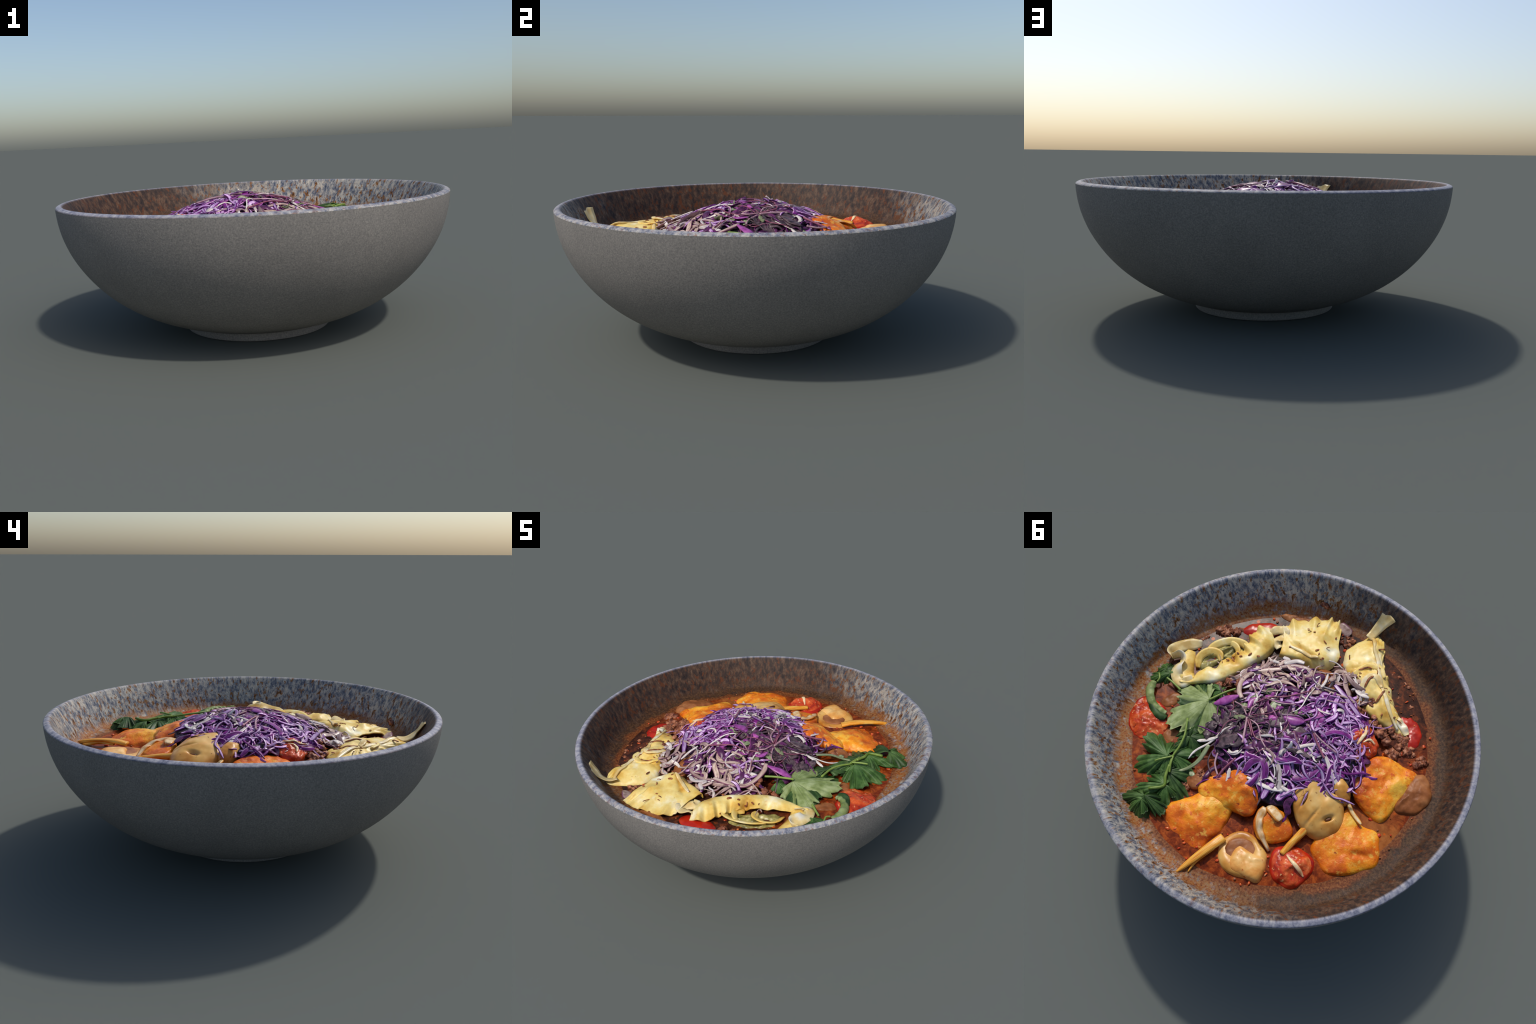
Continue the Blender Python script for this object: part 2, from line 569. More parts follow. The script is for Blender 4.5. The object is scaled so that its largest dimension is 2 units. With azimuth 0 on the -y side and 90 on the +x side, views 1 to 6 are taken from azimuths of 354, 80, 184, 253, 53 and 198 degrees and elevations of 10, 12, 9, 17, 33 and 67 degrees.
def leaf_material(name, dark, mid, pale, vein):
    """Coriander leaf in its own frame: the stalk sits at the origin, the tip points along +x."""
    g = Mat(name)
    x, y, z = g.sep(g.obj)
    ang = g.math("ARCTAN2", y, g.math("ADD", x, 0.0004))
    rad = g.math("SQRT", g.math("ADD", g.math("MULTIPLY", x, x), g.math("MULTIPLY", y, y)))
    a = g.noise(16, 4)
    streak = g.noise(1.0, 3, g.comb(g.math("MULTIPLY", ang, 11.0), g.math("MULTIPLY", rad, 12.0), 0.0))
    col = g.ramp(a, (0.30, dark), (0.48, mid), (0.70, pale))
    col = g.mix(g.math("MULTIPLY", g.band(streak, 0.50, 0.66), 0.25), col, pale)
    col = g.mix(g.math("MULTIPLY", g.band(streak, 0.46, 0.34), 0.30), col, dark)
    rib = g.math("ABSOLUTE", g.math("SINE", g.math("MULTIPLY", ang, 2.9)))
    col = g.mix(g.math("MULTIPLY", g.band(g.math("MULTIPLY", rib, rad), 0.006, 0.0015), 0.6), col, vein)
    return g.done(col, 0.45, streak, 0.08, 0.003, spec=0.25, trans=0.15)


def stem_material(name, a, b):
    g = Mat(name)
    col = g.ramp(g.noise(12, 3), (0.3, a), (0.7, b))
    return g.done(col, 0.35, trans=0.1)


def shred_material(name, edge, flesh_a, flesh_b, w=0.30, dark=None):
    """Cabbage strip: coloured skin along the two cut edges, paler flesh between."""
    g = Mat(name)
    u, v, _ = g.sep(g.uv)
    r = g.rand()
    off = g.math("MULTIPLY", r, 31.0)
    n = g.noise(1.0, 3, g.comb(g.math("ADD", g.math("MULTIPLY", u, 5.0), off), g.math("MULTIPLY", v, 2.2), off))
    flesh = g.ramp(n, (0.32, flesh_a), (0.66, flesh_b))
    d = g.math("ABSOLUTE", g.math("SUBTRACT", v, 0.5))
    d = g.math("ADD", d, g.math("MULTIPLY", g.math("SUBTRACT", n, 0.5), 0.25))
    col = g.mix(g.band(d, 0.5 - w, 0.5 - w + 0.12), flesh, edge)
    if dark:
        col = g.mix(g.band(n, 0.44, 0.34), col, dark)
    hsv = g.nt.nodes.new("ShaderNodeHueSaturation")
    g.put(hsv.inputs["Color"], col)
    g.put(hsv.inputs["Value"], g.math("ADD", 0.75, g.math("MULTIPLY", r, 0.45)))
    g.put(hsv.inputs["Hue"], g.math("ADD", 0.485, g.math("MULTIPLY", r, 0.03)))
    return g.done(hsv.outputs[0], 0.34, n, 0.15, 0.003, spec=0.4, trans=0.1)


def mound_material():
    g = Mat("cabbage_gap_shadow_tint")
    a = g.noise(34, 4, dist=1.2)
    col = g.ramp(a, (0.36, lin(14, 8, 12)), (0.50, lin(32, 14, 28)), (0.64, lin(70, 32, 66)), (0.78, lin(120, 76, 110)))  # near-black stops put the shadowed gaps between shreds into the colour
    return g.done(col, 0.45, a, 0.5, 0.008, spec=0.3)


CLAY, GLAZE, BROTH, TOFU = clay_material(), glaze_material(), broth_material(), tofu_material()
WRAP, FRILL, FILL, FLAKE, MINCE = wrapper_material(), frill_material(), filling_material(), flake_material(), mince_material()
TSKIN, TFLESH, TCORE = tomato_skin_material(), tomato_flesh_material(), core_material()
MUSH, PALE_MUSH, SLIT, SLICE, LEMON = mushroom_material(), pale_mushroom_material(), slit_material(), brown_slice_material(), lemongrass_material()
LEAF = leaf_material("coriander_green", lin(38, 60, 24), lin(66, 100, 44), lin(108, 138, 80), lin(104, 134, 72))
LEAF_PALE = leaf_material("coriander_pale", lin(104, 120, 62), lin(140, 156, 94), lin(176, 188, 136), lin(106, 124, 70))
LEAF_DARK = leaf_material("coriander_dark", lin(30, 48, 22), lin(52, 80, 36), lin(90, 118, 64), lin(86, 112, 58))
STEM = stem_material("coriander_stalk", lin(96, 124, 36), lin(148, 170, 84))
CREAM = shred_material("stained_cabbage", lin(226, 140, 48), lin(216, 160, 84), lin(240, 216, 172), 0.20)
SPROUT = stem_material("sprout_stalk", lin(142, 92, 106), lin(214, 176, 182))
SPROUT_RED = stem_material("sprout_red_stalk", lin(104, 40, 66), lin(176, 106, 126))
PALE = shred_material("pale_cabbage", lin(212, 188, 196), lin(206, 188, 176), lin(240, 232, 224), 0.1)
BEIGE = shred_material("soaked_cabbage", lin(128, 78, 104), lin(150, 118, 104), lin(214, 186, 174), 0.14)
VIOLET = shred_material("violet_cabbage", lin(104, 24, 112), lin(158, 94, 168), lin(234, 202, 236), 0.24)
PURPLE = shred_material("purple_cabbage", lin(222, 168, 218), lin(88, 20, 88), lin(150, 54, 148), 0.14)
PLUM = shred_material("plum_cabbage", lin(136, 70, 120), lin(52, 18, 48), lin(108, 48, 98), 0.12)
MAGENTA = shred_material("magenta_petal", lin(176, 92, 166), lin(134, 44, 122), lin(186, 98, 176), 0.08)
DARKLEAF = shred_material("dark_sprout_leaf", lin(70, 50, 58), lin(46, 32, 38), lin(124, 100, 104), 0.08)
GREENLEAF = shred_material("green_sprout_leaf", lin(116, 124, 84), lin(110, 122, 80), lin(156, 162, 122), 0.08)
MOUND = mound_material()

# ------------------------------------------------------------------ the dish
root = bpy.data.objects.new("dumpling_soup", None)
bpy.context.scene.collection.objects.link(root)
root["label"] = "grey stoneware bowl of red soup with dumplings, tofu and purple cabbage"
root["category"] = "soup bowl"


def lathe(name, profile, mat, parent, n=220, cap_first=False, cap_last=False):
    vs, k = [], len(profile)
    for r, z in profile:
        for j in range(n):
            a = TAU * j / n
            vs.append((r * math.cos(a), r * math.sin(a), z))
    fs = grid_faces(k, n)
    if cap_first:
        fs.append(tuple(range(n)))
    if cap_last:
        fs.append(tuple(range((k - 1) * n, k * n))[::-1])
    return put(name, mesh_from(name, vs, [f[::-1] for f in fs], [mat]), parent)


OUTER = [(0.386, 0.043), (0.428, 0.052), (0.483, 0.070), (0.566, 0.101), (0.661, 0.150), (0.734, 0.200), (0.792, 0.249), (0.841, 0.300), (0.881, 0.350),
         (0.9145, 0.400), (0.942, 0.450), (0.9635, 0.500), (0.980, 0.550), (0.9917, 0.602), (0.998, 0.650), (1.0, 0.682)]
LIP = [(1.0, 0.682), (0.9965, 0.6868), (0.990, 0.6905), (0.982, 0.6935), (0.974, 0.694), (0.966, 0.689), (0.960, 0.681), (0.951, 0.666), (0.938, 0.642),
       (0.922, 0.610), (0.905, 0.572), (0.894, 0.547), (0.882, 0.527), (0.866, 0.5135), (0.845, 0.5065), (0.820, 0.5030), (0.790, 0.5000), (0.755, 0.4975), (0.735, 0.470),
       (0.66, 0.36), (0.5, 0.23), (0.3, 0.14), (0.12, 0.11), (0.02, 0.105)]
o_spl = open_spline(OUTER, 70)
i_spl = open_spline(LIP, 96)
bowl = lathe("bowl", [tuple(p) for p in o_spl], CLAY, root)
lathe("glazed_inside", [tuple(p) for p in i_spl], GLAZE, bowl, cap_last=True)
FOOT = [(0.386, 0.043), (0.384, 0.036), (0.383, 0.020), (0.3825, 0.004), (0.379, 0.0), (0.352, 0.0), (0.346, 0.004), (0.340, 0.026), (0.30, 0.034), (0.05, 0.036)]
lathe("foot_ring", FOOT[::-1], CLAY, bowl, cap_first=True)

# broth surface: a gently rippled disc whose rim touches the stained ledge
rows, cols, vs = 40, 160, []
for i in range(rows):
    for j in range(cols):
        a = TAU * j / cols
        edge = 0.802 + 0.034 * math.cos(a + 0.45) + 0.006 * math.sin(5 * a + 2) + 0.016 * fbm((3 * math.cos(a), 3 * math.sin(a), 0), 1.0, 5.0)
        r = edge * (i + 0.3) / (rows - 1 + 0.3)
        x, y = r * math.cos(a), r * math.sin(a)
        fall = 1 - (i / (rows - 1)) ** 8
        vs.append((x, y, SOUP - 0.0022 + 0.0045 * fall + 0.003 * fall * fbm((x, y, 0), 6, 2.0)))
broth_me = mesh_from("broth", vs, grid_faces(rows, cols) + [tuple(range(cols))[::-1]], [BROTH])
broth = put("broth", broth_me, root)

def top_of(o):
    """Height lookup on a finished lump: nearest vertex in plan with the greatest z."""
    v = np.empty(len(o.data.vertices) * 3, np.float32)
    o.data.vertices.foreach_get("co", v)
    v = v.reshape(-1, 3)

    def f(x, y):
        d = (v[:, 0] - x) ** 2 + (v[:, 1] - y) ** 2
        near = v[d < max(0.012**2, d.min() * 1.5)]
        return float(near[:, 2].max())
    return f


def lie(o, plan, lift):
    f = top_of(o)
    p = open_spline([(x, y, 0) for x, y in plan], 12)
    return [(x, y, f(x, y) + lift) for x, y, _ in p]


# ------------------------------------------------------------------ tofu puffs
pillow("tofu_puff", root, [TOFU], [(0.459, 0.567), (0.355, 0.653), (0.209, 0.702), (0.153, 0.615), (0.113, 0.463), (0.174, 0.394), (0.269, 0.393), (0.386, 0.470)], 0.038, p=3, q=0.6, amp=0.014, scale=8, seed=1,
       relief=bumps(((0.219, 0.495), 0.014, 0.07), ((0.347, 0.561), -0.006, 0.05)), follow=0.5, n=110, m=30, tilt=(0, -0.06))
pillow("tofu_puff", root, [TOFU], [(0.306, 0.361), (0.214, 0.285), (0.132, 0.255), (0.004, 0.310), (-0.012, 0.409), (0.040, 0.462), (0.123, 0.450), (0.237, 0.464), (0.292, 0.427)], 0.026, p=2.6, q=0.6, amp=0.014, scale=8, seed=2,
       relief=bumps(((0.125, 0.357), 0.014, 0.08), ((0.190, 0.398), -0.012, 0.03)), follow=0.8, n=110, m=30)
pillow("tofu_puff", root, [TOFU], [(-0.404, 0.093), (-0.445, -0.024), (-0.504, -0.097), (-0.610, -0.098), (-0.727, -0.070), (-0.711, 0.026), (-0.675, 0.110), (-0.611, 0.247), (-0.492, 0.218), (-0.437, 0.167)], 0.036, p=2.8, q=0.5, amp=0.012, scale=9, seed=3,
       relief=bumps(((-0.619, 0.038), 0.010, 0.09, 0.03, 0.7), ((-0.512, 0.120), -0.006, 0.05)), follow=0.6, n=120, m=30)
pillow("tofu_puff", root, [TOFU], [(-0.329, 0.495), (-0.355, 0.398), (-0.407, 0.318), (-0.434, 0.239), (-0.492, 0.260), (-0.529, 0.295), (-0.608, 0.301), (-0.649, 0.367), (-0.666, 0.454), (-0.610, 0.520), (-0.515, 0.576), (-0.416, 0.583)], 0.038, p=3, q=0.5,
       amp=0.013, scale=8, seed=4, relief=bumps(((-0.496, 0.402), 0.016, 0.06), ((-0.587, 0.409), 0.008, 0.04), ((-0.550, 0.455), -0.010, 0.05, 0.018, 0.3)), follow=0.6, n=120, m=30)
t5 = pillow("tofu_puff", root, [TOFU], [(-0.007, 0.465), (-0.053, 0.394), (-0.133, 0.379), (-0.205, 0.435), (-0.205, 0.490), (-0.138, 0.538), (-0.059, 0.535)], 0.018, p=2.4, amp=0.010, scale=9, seed=5, follow=0.7)
pillow("braised_slice", root, [SLICE], [(-0.036, -0.459), (-0.103, -0.492), (-0.165, -0.424), (-0.173, -0.363), (-0.111, -0.340)], 0.004, p=3, amp=0.008, scale=16, seed=6, follow=1.0)

# ------------------------------------------------------------------ mushrooms
mush = pillow("mushroom", root, [MUSH], [(-0.164, 0.245), (-0.212, 0.174), (-0.302, 0.209), (-0.382, 0.216), (-0.425, 0.270), (-0.429, 0.370), (-0.369, 0.434), (-0.291, 0.447), (-0.219, 0.405), (-0.170, 0.327)], 0.044, p=2.3, q=0.5, amp=0.006, scale=8, seed=7,
              relief=bumps(((-0.221, 0.300), -0.026, 0.034, 0.007, 1.35), ((-0.360, 0.346), -0.028, 0.026, 0.010, 0.75), ((-0.280, 0.375), -0.008, 0.05, 0.008, 1.2), ((-0.302, 0.251), -0.010, 0.04), ((-0.304, 0.393), 0.006, 0.05)),
              follow=0.75, n=150, m=44)
for cx, cy, sx, sy, an in ((*(-0.224, 0.304), 0.024, 0.004, 1.35), (*(-0.362, 0.346), 0.018, 0.007, 0.75)):
    ring = [(cx + sx * math.cos(t) * math.cos(an) - sy * math.sin(t) * math.sin(an), cy + sx * math.cos(t) * math.sin(an) + sy * math.sin(t) * math.cos(an)) for t in np.linspace(0, TAU, 9)[:-1]]
    pillow("gill_hollow", mush, [SLIT], ring, 0.004, amp=0, n=28, m=6, z0=top_of(mush)(cx, cy) - 0.001, depth=0.02)
pillow("mushroom", root, [MUSH], [(-0.324, 0.170), (-0.359, 0.115), (-0.416, 0.158), (-0.436, 0.207), (-0.413, 0.244), (-0.360, 0.221)], 0.040, p=2.2, amp=0.006, scale=12, seed=8, follow=0.7)
cup = pillow("mushroom", root, [MUSH], [(0.107, 0.682), (0.109, 0.596), (0.053, 0.535), (-0.029, 0.526), (-0.118, 0.581), (-0.142, 0.633), (-0.133, 0.736), (-0.068, 0.751), (0.036, 0.749)], 0.040, p=5, q=0.6, amp=0.004, scale=10, seed=9,
             relief=bumps(((0.008, 0.610), -0.034, 0.085, 0.070, 0.0)), follow=0.2, n=120, m=30)
pillow("cap_hollow", cup, [SLICE], [(0.072, 0.671), (0.072, 0.604), (0.034, 0.568), (-0.029, 0.561), (-0.083, 0.602), (-0.036, 0.666), (0.028, 0.702)], 0.006, amp=0.003, scale=20, z0=0.516, n=50, m=10, depth=0.02)
pillow("cut_face", cup, [PALE_MUSH], [(0.040, 0.663), (0.016, 0.602), (-0.061, 0.622), (-0.139, 0.631), (-0.140, 0.743), (-0.062, 0.750), (0.030, 0.734)], 0.048, p=3.5, q=0.5, amp=0.006, scale=12, seed=10, follow=0.2, tilt=(0, 0.0))

# ------------------------------------------------------------------ tomatoes
t1 = pillow("tomato_half", root, [TFLESH, TSKIN], [(-0.158, 0.666), (-0.146, 0.578), (-0.193, 0.528), (-0.277, 0.511), (-0.355, 0.543), (-0.376, 0.595), (-0.348, 0.663), (-0.301, 0.728), (-0.223, 0.721)], 0.054, p=1.7, q=0.7, amp=0.009, scale=16, seed=12, skin=0.8, bulge=0.04,
            relief=bumps(((-0.279, 0.612), 0.012, 0.07, 0.02, 0.8)), follow=0.3, n=110, m=28)
tube("tomato_core", t1, [TCORE], lie(t1, [(-0.226, 0.579), (-0.273, 0.611), (-0.312, 0.633), (-0.337, 0.650)], -0.001), lambda u: 0.003 + 0.008 * math.sin(math.pi * u), squash=0.4)
t2 = pillow("tomato_half", root, [TFLESH, TSKIN], [(0.811, 0.179), (0.846, 0.081), (0.820, -0.008), (0.736, -0.014), (0.647, 0.041), (0.593, 0.116), (0.621, 0.184), (0.684, 0.233), (0.757, 0.229)], 0.036, p=1.9, q=0.6, amp=0.012, scale=15, seed=13, skin=0.86, bulge=0.04, follow=0, n=100, m=26)
t3 = pillow("tomato_half", root, [TSKIN], [(-0.546, -0.358), (-0.592, -0.390), (-0.654, -0.350), (-0.687, -0.292), (-0.680, -0.220), (-0.628, -0.187), (-0.578, -0.245)], 0.014, p=2.0, q=0.55, amp=0.006, scale=16, seed=14, follow=0, n=90, m=22)
t4 = pillow("tomato_half", root, [TFLESH, TSKIN], [(-0.332, -0.134), (-0.344, -0.206), (-0.417, -0.210), (-0.475, -0.148), (-0.478, -0.082), (-0.428, -0.039), (-0.361, -0.062)], 0.022, p=2.0, q=0.6, amp=0.014, scale=19, seed=15, follow=0.8, n=100, m=26)
tube("tomato_core", t4, [TCORE], lie(t4, [(-0.371, -0.068), (-0.387, -0.111), (-0.399, -0.160), (-0.392, -0.203)], 0.0), lambda u: 0.003 + 0.007 * math.sin(math.pi * u), squash=0.4)
tube("tomato_core", t4, [TCORE], lie(t4, [(-0.403, -0.102), (-0.433, -0.135), (-0.466, -0.124)], 0.0), lambda u: 0.002 + 0.005 * math.sin(math.pi * u), squash=0.4)
pillow("tomato_half", root, [TSKIN], [(0.458, -0.589), (0.419, -0.651), (0.329, -0.694), (0.252, -0.687), (0.247, -0.631), (0.333, -0.582), (0.416, -0.564)], 0.020, p=2.2, q=0.55, amp=0.005, scale=12, seed=16, follow=0, n=90, m=22)
pillow("tomato_half", root, [TFLESH], [(0.651, 0.309), (0.599, 0.268), (0.544, 0.266), (0.504, 0.294), (0.559, 0.328), (0.622, 0.344)], 0.016, amp=0.006, scale=18, seed=17, follow=0)

# ------------------------------------------------------------------ dumplings
def flake(parent, x, y, z, ang, l, w):
    p0, p1 = (x - math.cos(ang) * l / 2, y - math.sin(ang) * l / 2, z), (x + math.cos(ang) * l / 2, y + math.sin(ang) * l / 2, z)
    mid = ((p0[0] + p1[0]) / 2 + rng.uniform(-1, 1) * l * 0.15, (p0[1] + p1[1]) / 2 + rng.uniform(-1, 1) * l * 0.15, z + l * 0.12)
    ribbon("fried_flake", parent, [FLAKE], [p0, mid, p1], w, 0.004, n=9, roll=rng.uniform(-0.5, 0.5), taper=0.6)


def sprinkle(parent, pts, n, seed, lo=0.012, hi=0.042):
    r = random.Random(seed)
    top = top_of(parent)
    c = closed_spline(pts, 60)
    m = c.mean(0)
    for _ in range(n):
        e = c[r.randrange(60)]
        s = math.sqrt(r.random()) * 0.85
        x, y = m + (e - m) * s
        flake(parent, x, y, top(x, y) + 0.0005, r.uniform(0, math.pi), lo + (hi - lo) * r.random() ** 2, r.uniform(0.004, 0.011))


# crescent dumpling on the left of the top row: a smooth roll with a ruffled outer edge and pleats below it
a_out = [(0.642, -0.148), (0.602, -0.212), (0.527, -0.269), (0.468, -0.337), (0.417, -0.414), (0.391, -0.500), (0.384, -0.569), (0.347, -0.620), (0.294, -0.629), (0.254, -0.576), (0.241, -0.503), (0.271, -0.433), (0.337, -0.338), (0.405, -0.241), (0.474, -0.189), (0.564, -0.163)]
dA = sheet("dumpling", root, [WRAP],
           [[(0.645, -0.146, 0.526), (0.581, -0.237, 0.528), (0.515, -0.298, 0.530), (0.453, -0.375, 0.532), (0.406, -0.456, 0.532), (0.393, -0.529, 0.528), (0.379, -0.606, 0.524), (0.316, -0.657, 0.520)],
            [(0.635, -0.145, 0.534), (0.561, -0.210, 0.546), (0.493, -0.259, 0.554), (0.420, -0.331, 0.560), (0.359, -0.412, 0.562), (0.326, -0.495, 0.562), (0.313, -0.562, 0.556), (0.288, -0.623, 0.532)],
            [(0.624, -0.147, 0.526), (0.537, -0.186, 0.540), (0.457, -0.223, 0.548), (0.380, -0.301, 0.552), (0.318, -0.387, 0.554), (0.270, -0.471, 0.552), (0.255, -0.538, 0.546), (0.259, -0.589, 0.526)],
            [(0.617, -0.159, 0.500), (0.532, -0.188, 0.502), (0.442, -0.220, 0.504), (0.364, -0.303, 0.506), (0.302, -0.391, 0.508), (0.251, -0.477, 0.508), (0.236, -0.542, 0.506), (0.248, -0.592, 0.502)]],
           wave=(0.011, 6.5, 0.55), amp=0.006, scale=9, seed=2.0, n=140, relief=bumps(((0.310, -0.562), 0.012, 0.045), ((0.348, -0.446), -0.008, 0.03)))
pillow("pleated_filling", dA, [FILL], [(0.601, -0.275), (0.611, -0.349), (0.566, -0.433), (0.493, -0.494), (0.416, -0.505), (0.371, -0.477), (0.425, -0.413), (0.491, -0.345), (0.548, -0.277)], 0.024, p=2.4, amp=0.010, scale=18, seed=22, follow=0, n=110, m=24,
       relief=bumps(((0.541, -0.356), -0.016, 0.045, 0.010, 0.6), ((0.490, -0.413), -0.018, 0.045, 0.010, 0.9), ((0.438, -0.449), -0.016, 0.04, 0.010, 1.2), ((0.522, -0.402), 0.012, 0.05, 0.012, 0.7),
                    ((0.469, -0.455), 0.012, 0.05, 0.012, 1.0)))
ribbon("wrapper_pleat", dA, [WRAP], [(0.597, -0.273, 0.514), (0.608, -0.337, 0.522), (0.574, -0.384, 0.528), (0.518, -0.391, 0.528), (0.488, -0.355, 0.522)], 0.044, 0.009, n=40, roll=0.55, taper=0.4)
ribbon("wrapper_pleat", dA, [WRAP], [(0.586, -0.375, 0.520), (0.545, -0.441, 0.530), (0.481, -0.486, 0.533), (0.411, -0.496, 0.526), (0.366, -0.472, 0.520)], 0.044, 0.009, n=40, roll=0.5, taper=0.4)
ribbon("wrapper_pleat", dA, [WRAP], [(0.489, -0.479, 0.524), (0.444, -0.466, 0.532), (0.419, -0.434, 0.530), (0.441, -0.399, 0.522)], 0.034, 0.009, n=30, roll=0.6, taper=0.4)
ribbon("wrapper_frill", dA, [FRILL], [(0.630, -0.426, 0.512), (0.703, -0.387, 0.520), (0.752, -0.339, 0.530), (0.769, -0.301, 0.532), (0.745, -0.277, 0.524)], 0.066, 0.004, n=70, roll=lambda u: -0.8 + 0.5 * math.sin(5 * u), wave=(0.009, 2.6), taper=0.4)
ribbon("wrapper_frill", dA, [FRILL], [(0.757, -0.285, 0.526), (0.714, -0.306, 0.538), (0.684, -0.279, 0.542), (0.692, -0.227, 0.540), (0.681, -0.181, 0.534), (0.639, -0.152, 0.530), (0.593, -0.195, 0.530)], 0.066, 0.004, n=70, roll=lambda u: 1.1 - 0.9 * u + 0.4 * math.sin(7 * u), wave=(0.006, 2.5), taper=0.4)
ribbon("wrapper_pleat", dA, [WRAP], [(0.668, -0.365, 0.506), (0.659, -0.280, 0.516), (0.638, -0.214, 0.522), (0.599, -0.190, 0.522)], 0.085, 0.006, n=30, roll=-0.3, taper=0.4, cup=-0.2)
sprinkle(dA, a_out, 9, 5)

# ruffled parcel in the middle of the top row
b_out = [(0.221, -0.673), (0.159, -0.737), (0.048, -0.778), (-0.057, -0.809), (-0.091, -0.737), (-0.090, -0.668), (-0.122, -0.594), (-0.113, -0.515), (-0.064, -0.453), (0.031, -0.468), (0.124, -0.488), (0.193, -0.500), (0.187, -0.593)]
dB = sheet("dumpling", root, [WRAP],
           [[(-0.072, -0.824, 0.512), (-0.005, -0.826, 0.516), (0.101, -0.788, 0.520), (0.194, -0.741, 0.523), (0.237, -0.670, 0.526)],
            [(-0.086, -0.747, 0.534), (-0.002, -0.714, 0.552), (0.079, -0.696, 0.546), (0.153, -0.655, 0.546), (0.211, -0.612, 0.538)],
            [(-0.099, -0.659, 0.542), (-0.023, -0.625, 0.560), (0.063, -0.602, 0.560), (0.138, -0.569, 0.556), (0.196, -0.537, 0.544)],
            [(-0.126, -0.593, 0.536), (-0.049, -0.534, 0.566), (0.041, -0.516, 0.564), (0.122, -0.501, 0.558), (0.193, -0.496, 0.542)],
            [(-0.108, -0.523, 0.512), (-0.063, -0.463, 0.512), (0.025, -0.475, 0.518), (0.116, -0.487, 0.520), (0.196, -0.488, 0.516)]],
           wave=(0.010, 4.5, 0.40), amp=0.007, scale=10, seed=5.0, n=120, m=44,
           relief=bumps(((-0.011, -0.687), 0.012, 0.035), ((0.041, -0.540), -0.012, 0.08, 0.012, -0.45), ((-0.069, -0.597), -0.014, 0.024), ((0.115, -0.564), -0.008, 0.05, 0.010, -0.5),
                        ((-0.036, -0.523), 0.008, 0.06, 0.014, -0.4), ((-0.050, -0.754), 0.010, 0.03)))
ribbon("wrapper_pleat", dB, [BEIGE], [(-0.058, -0.802, 0.516), (-0.096, -0.786, 0.516), (-0.135, -0.765, 0.508)], 0.06, 0.008, n=20, roll=0.4, taper=0.4)
ribbon("wrapper_frill", dB, [FRILL], [(0.288, -0.614, 0.530), (0.254, -0.643, 0.538), (0.212, -0.648, 0.536), (0.213, -0.610, 0.532), (0.240, -0.571, 0.532), (0.210, -0.535, 0.530)], 0.050, 0.006, n=50, roll=0.3, wave=(0.009, 3), taper=0.3)
ribbon("wrapper_pleat", dB, [FRILL], lie(dB, [(0.154, -0.552), (0.085, -0.540), (0.030, -0.526), (-0.022, -0.521)], 0.002), 0.020, 0.008, n=30, taper=0.6)
sprinkle(dB, b_out, 14, 7)

# long dumpling on the right
c_out = [(-0.252, -0.809), (-0.302, -0.817), (-0.343, -0.745), (-0.379, -0.640), (-0.430, -0.542), (-0.484, -0.432), (-0.538, -0.357), (-0.602, -0.284), (-0.602, -0.241), (-0.518, -0.266), (-0.438, -0.283), (-0.356, -0.328), (-0.295, -0.413), (-0.252, -0.462), (-0.191, -0.522), (-0.149, -0.590), (-0.146, -0.674)]
dC = pillow("dumpling", root, [WRAP], c_out, 0.054, p=2.4, q=0.6, amp=0.010, scale=10, seed=24, follow=0.5, n=190, m=38, frill=(0.007, 24, 0.05, 0.5),
            relief=bumps(((-0.252, -0.648), 0.012, 0.06), ((-0.374, -0.381), -0.024, 0.032, 0.022, 0.0), ((-0.346, -0.500), 0.014, 0.04, 0.022, 0.3), ((-0.293, -0.559), -0.012, 0.07, 0.012, 0.2),
                         ((-0.439, -0.373), 0.012, 0.06, 0.016, -1.1), ((-0.305, -0.718), 0.012, 0.06, 0.012, -1.5), ((-0.316, -0.345), 0.010, 0.06, 0.014, -0.9), ((-0.304, -0.760), -0.012, 0.05, 0.010, -1.5)))
ribbon("wrapper_frill", dC, [FRILL], lie(dC, [(-0.260, -0.784), (-0.283, -0.744), (-0.304, -0.684), (-0.337, -0.628), (-0.378, -0.528), (-0.433, -0.426), (-0.487, -0.343), (-0.553, -0.274)], -0.001), 0.022, 0.010, n=60, roll=-0.3, wave=(0.003, 3), taper=0.4)
ribbon("wrapper_pleat", dC, [WRAP], lie(dC, [(-0.221, -0.438), (-0.248, -0.523), (-0.293, -0.583), (-0.355, -0.588), (-0.399, -0.543)], -0.003), 0.036, 0.012, n=40, roll=0.2, taper=0.5)
ribbon("wrapper_pleat", dC, [FRILL], lie(dC, [(-0.305, -0.401), (-0.304, -0.474), (-0.327, -0.514), (-0.365, -0.512), (-0.403, -0.469)], 0.0), 0.034, 0.010, n=36, roll=0.1, taper=0.5)
ribbon("wrapper_frill", dC, [FRILL], [(-0.494, -0.360, 0.535), (-0.535, -0.326, 0.532), (-0.574, -0.299, 0.528), (-0.609, -0.262, 0.518)], 0.040, 0.006, n=40, roll=0.1, wave=(0.006, 3), taper=0.3)
ctop = top_of(dC)(*(-0.378, -0.382))
pillow("pork_filling", dC, [MINCE], [(-0.343, -0.376), (-0.370, -0.421), (-0.414, -0.407), (-0.421, -0.366), (-0.389, -0.333), (-0.353, -0.339)], 0.006, amp=0.012, scale=45, seed=25, z0=ctop - 0.002, n=60, m=14, depth=0.02)
